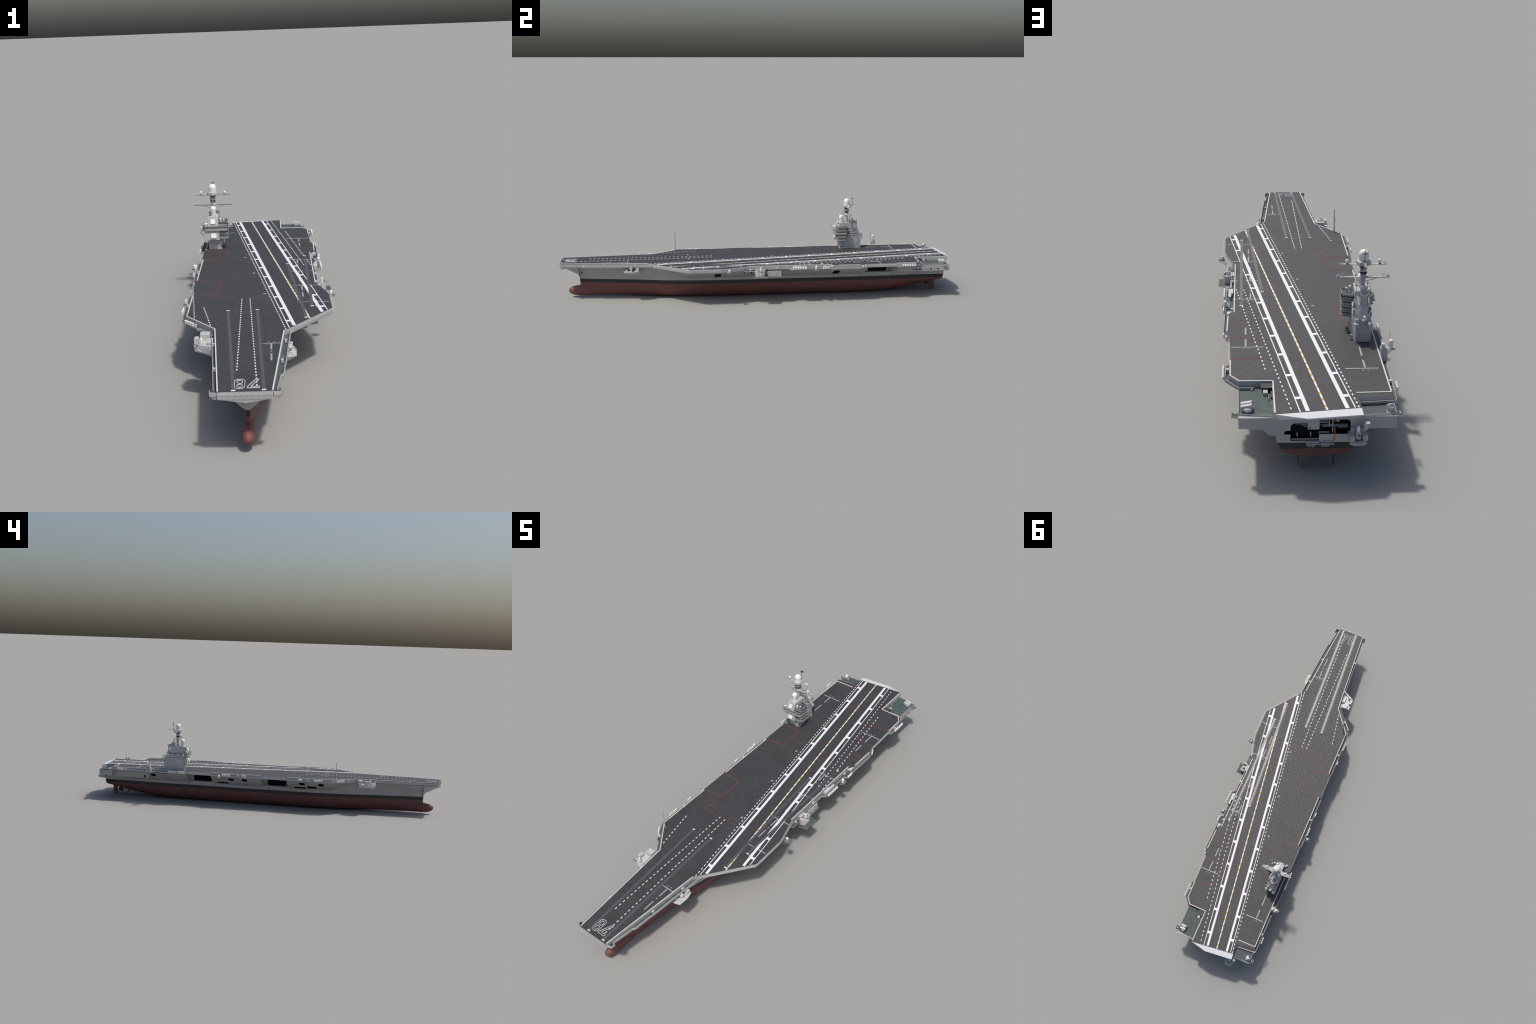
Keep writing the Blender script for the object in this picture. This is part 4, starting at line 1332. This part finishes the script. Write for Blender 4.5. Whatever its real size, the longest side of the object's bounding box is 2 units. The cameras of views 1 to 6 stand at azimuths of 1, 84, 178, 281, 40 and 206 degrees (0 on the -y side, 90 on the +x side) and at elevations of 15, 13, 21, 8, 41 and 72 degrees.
    strokes(-.2046, lambda u: .5010 - .0375 * u, .2145, .0300, .0021, "white_marking")
    strokes(-.1512, lambda u: .4580 + .0300 * u, .2090, .0200, .0012, "light_grey_paint")
    b.finish("island_number", island)

    # mast
    b = MeshBuilder()
    mx, my = -.1838, .4935
    b.cyl((mx, my, .3230), (mx, my, .3650), .0076, .0068, G, 14)
    b.cyl((mx, my, .3650), (mx, my, .4020), .0070, .0066, "dark_metal", 14)
    b.lathe((mx, my, .3770), [(.0105, 0), (.0118, .0015), (.0118, .0035), (.0100, .0045)], "dark_metal", 16)
    b.lathe((mx, my, .3825), [(.0085, 0), (.0098, .001), (.0098, .0115), (.008, .0125)], G, 12)
    b.lathe((mx, my, .3955), [(.0095, 0), (.0118, .0015), (.0118, .0045), (.0100, .0060)], "dark_metal", 16)
    b.box(mx - .012, mx - .006, my - .012, my - .004, .3860, .3930, G)
    b.box(mx + .004, mx + .010, my + .004, my + .013, .3850, .3900, G)
    # lower yard: tapered arms with struts
    for x1 in (-.2630, -.1047):
        s = math.copysign(1, x1 - mx)
        b.prism([(mx, my - .008), (mx + s * .030, my - .0055), (x1, my - .0032), (x1, my + .0032), (mx + s * .030, my + .0055), (mx, my + .008)], .3622, .3655, G,
                bottom=[(mx, my - .004), (mx + s * .028, my - .003), (x1, my - .002), (x1, my + .002), (mx + s * .028, my + .003), (mx, my + .004)])
        b.bar((mx + s * .0440, my, .3620), (mx + s * .0060, my, .3500), .0018, .0018, G)
        for k in range(6):
            x = mx + s * (.022 + .0105 * k)
            b.bar((x, my - .003, .3655), (x, my - .003, .3690), .0006, .0006, G)
        b.bar((mx + s * .02, my - .003, .3688), (x1, my - .003, .3688), .0005, .0005, G)
        xa = x1 - s * .020
        b.bar((xa, my, .3655), (xa, my, .3745), .0014, .0014, G)
        b.bar((xa - .006, my, .3748), (xa + .006, my + .001, .3748), .0012, .0016, LG)
        for dx in (.0055, .0110):
            b.cyl((x1 - s * dx, my, .3655), (x1 - s * dx, my, .3735), .0012, .0009, LG, 8)
        b.lathe((x1 - s * .004, my, .3650), [(.003, 0), (.0036, .003), (.0025, .006)], LG, 10)
    b.lathe((mx, my, .3600), [(.006, 0), (.0125, .0035), (.0125, .0065), (.010, .0085), (.0085, .0150)], G, 8)
    # struts forward and aft at yard level
    for dy, z in ((-.022, .3760), (.026, .3560), (.020, .3640), (-.016, .3690)):
        b.bar((mx, my, z), (mx, my + dy, z + .0010), .0016, .0016, G)
        b.obox((mx, my + dy, z + .003), (.004, .003, .005), G)
    # upper turret under the big dome
    b.lathe((mx, my - .001, .3995), [(.0105, 0), (.0200, .0050), (.0225, .0075), (.0225, .0165), (.0165, .0200), (.0150, .0215)], G, 8)
    for a in range(4):
        an = math.radians(45 + 90 * a)
        b.obox((mx + .021 * math.cos(an), my + .021 * math.sin(an), .4115), (.004, .008, .0060), LG, (0, 0, 45 + 90 * a))
    for x1 in (-.2534, -.1124):
        s = math.copysign(1, x1 - mx)
        b.prism([(mx + s * .014, my - .0085), (x1, my - .0035), (x1, my + .0035), (mx + s * .014, my + .0085)], .4042, .4066, G,
                bottom=[(mx + s * .014, my - .006), (x1, my - .003), (x1, my + .003), (mx + s * .014, my + .006)])
        b.cyl((x1 - s * .004, my, .4066), (x1 - s * .004, my, .4130), .0012, .0008, LG, 8)
        b.cyl((x1 - s * .009, my, .4066), (x1 - s * .009, my, .4130), .0012, .0008, LG, 8)
        xd = mx + s * .048
        b.cyl((xd, my, .4060), (xd, my, .4110), .0034, .0022, "dark_metal", 10)
        for k in range(5):
            x = mx + s * (.026 + .009 * k)
            b.bar((x, my - .0045, .4066), (x, my - .0045, .4100), .0005, .0005, G)
        b.bar((mx + s * .022, my - .0045, .4100), (x1, my - .0038, .4100), .0005, .0005, G)
    # after yard and pole mast
    b.prism([(mx - .0040, .5070), (mx + .0040, .5070), (mx + .0018, .5560), (mx - .0018, .5560)], .4165, .4185, G)
    for k in range(5):
        y = .529 + k * .0062
        b.bar((mx, y, .4185), (mx, y, .4215), .0007, .0007, G)
    b.bar((mx, .5150, .4020), (mx, .5230, .4170), .0030, .0030, G)
    b.cyl((mx + .001, .5227, .4170), (mx + .001, .5227, .4600), .0012, .0007, "dark_metal", 8)
    b.lathe((mx + .001, .5227, .4485), [(.0012, -.0008), (.0068, 0), (.0068, .0012), (.0012, .0022)], "dark_metal", 14)
    b.finish("mast", island, smooth=35)

    # radomes
    small_radome(island, mx, my - .001, .4205, .0158, .0145, .0150)
    small_radome(island, -.2310, .4938, .4105, .0052, .0062, .0040)
    small_radome(island, -.1345, .4934, .4095, .0052, .0062, .0040)
    small_radome(island, -.1825, .4645, .3230, .0126, .0288, .0082)
    small_radome(island, -.1706, .4445, .3225, .0044, .0085, .0040)
    small_radome(island, -.1838, .5180, .3235, .0106, .0140, .0090, mat="light_grey_paint")
    small_radome(island, -.1526, .4440, .3040, .0045, .0095, .0034)
    small_radome(island, -.1405, .4505, .3040, .0036, .0065, .0026)
    small_radome(island, -.2135, .4310, .2875, .0045, .0100, .0036)
    small_radome(island, -.2085, .4380, .2875, .0038, .0085, .0030)
    small_radome(island, -.2250, .4480, .2720, .0047, .0095, .0042)
    small_radome(island, -.1995, .5760, .2385, .0088, .0085, .0080, mat="light_grey_paint")
    small_radome(island, -.1817, .5750, .2620, .0046, .0085, .0044)
    small_radome(island, -.1630, .5730, .2400, .0036, .0055, .0028, mat="light_grey_paint")
    b = MeshBuilder()
    b.prism([(-.2080, .5640), (-.1900, .5640), (-.1900, .5850), (-.2080, .5850)], .2340, .2385, G, bottom=[(-.2040, .5640), (-.1940, .5640), (-.1960, .5700), (-.2020, .5700)])
    b.box(-.1880, -.1750, .5600, .5810, .2595, .2620, G)
    b.box(-.1690, -.1530, .5640, .5780, .2375, .2400, G)
    b.obox((-.1560, .5700, .2440), (.007, .010, .007), LG, (0, 0, 30))
    b.box(-.2300, -.2180, .4380, .4560, .2690, .2720, G)
    b.bar((-.2280, .4470, .2690), (-.2170, .4470, .2560), .0018, .0018, G)
    for x, y in ((-.1500, .480), (-.1400, .478), (-.1340, .446)):
        b.lathe((x, y, .3040), [(.0016, 0), (.0013, .004), (.0022, .0045), (.0016, .007)], "dark_metal", 8)
    for x, y, z, h in ((-.2200, .4180, .287, .020), (-.1990, .5180, .3235, .010), (-.1950, .5500, .3235, .008), (-.1300, .4850, .304, .010)):
        b.bar((x, y, z), (x, y, z + h), .0007, .0007, "dark_metal")
    b.finish("antenna_bracket", island)
    b = MeshBuilder()                                     # antenna frames on the roof
    b.bar((-.2010, .4760, .3235), (-.2010, .4760, .3430), .0016, .0016, G)
    b.obox((-.2010, .4760, .3380), (.008, .003, .004), G, (0, 20, 0))
    b.bar((-.1650, .5000, .3235), (-.1650, .5000, .3420), .0016, .0016, G)
    b.obox((-.1640, .5000, .3400), (.008, .003, .004), G, (0, -20, 0))
    b.bar((-.1600, .4900, .3235), (-.1545, .4880, .3270), .0012, .0012, G)
    b.lathe((-.1850, .5320, .3330), [(.006, 0), (.0070, .001), (.006, .002)], G, 12, (0, 1, .2))
    b.finish("roof_antenna", island)
    return island


def main():
    build_materials()
    root = bpy.data.objects.new("aircraft_carrier", None)
    bpy.context.scene.collection.objects.link(root)
    root["label"] = "grey aircraft carrier model with dark angled deck, island and red hull"
    root["category"] = "aircraft carrier"
    hull = build_hull(root)
    build_underwater(hull)
    deck = build_deck(root)
    build_markings(deck)
    build_galleries(root)
    build_nets(root)
    build_rafts(root)
    build_side_fittings(root)
    build_launchers(root)
    build_stern(root)
    build_island(root)


main()
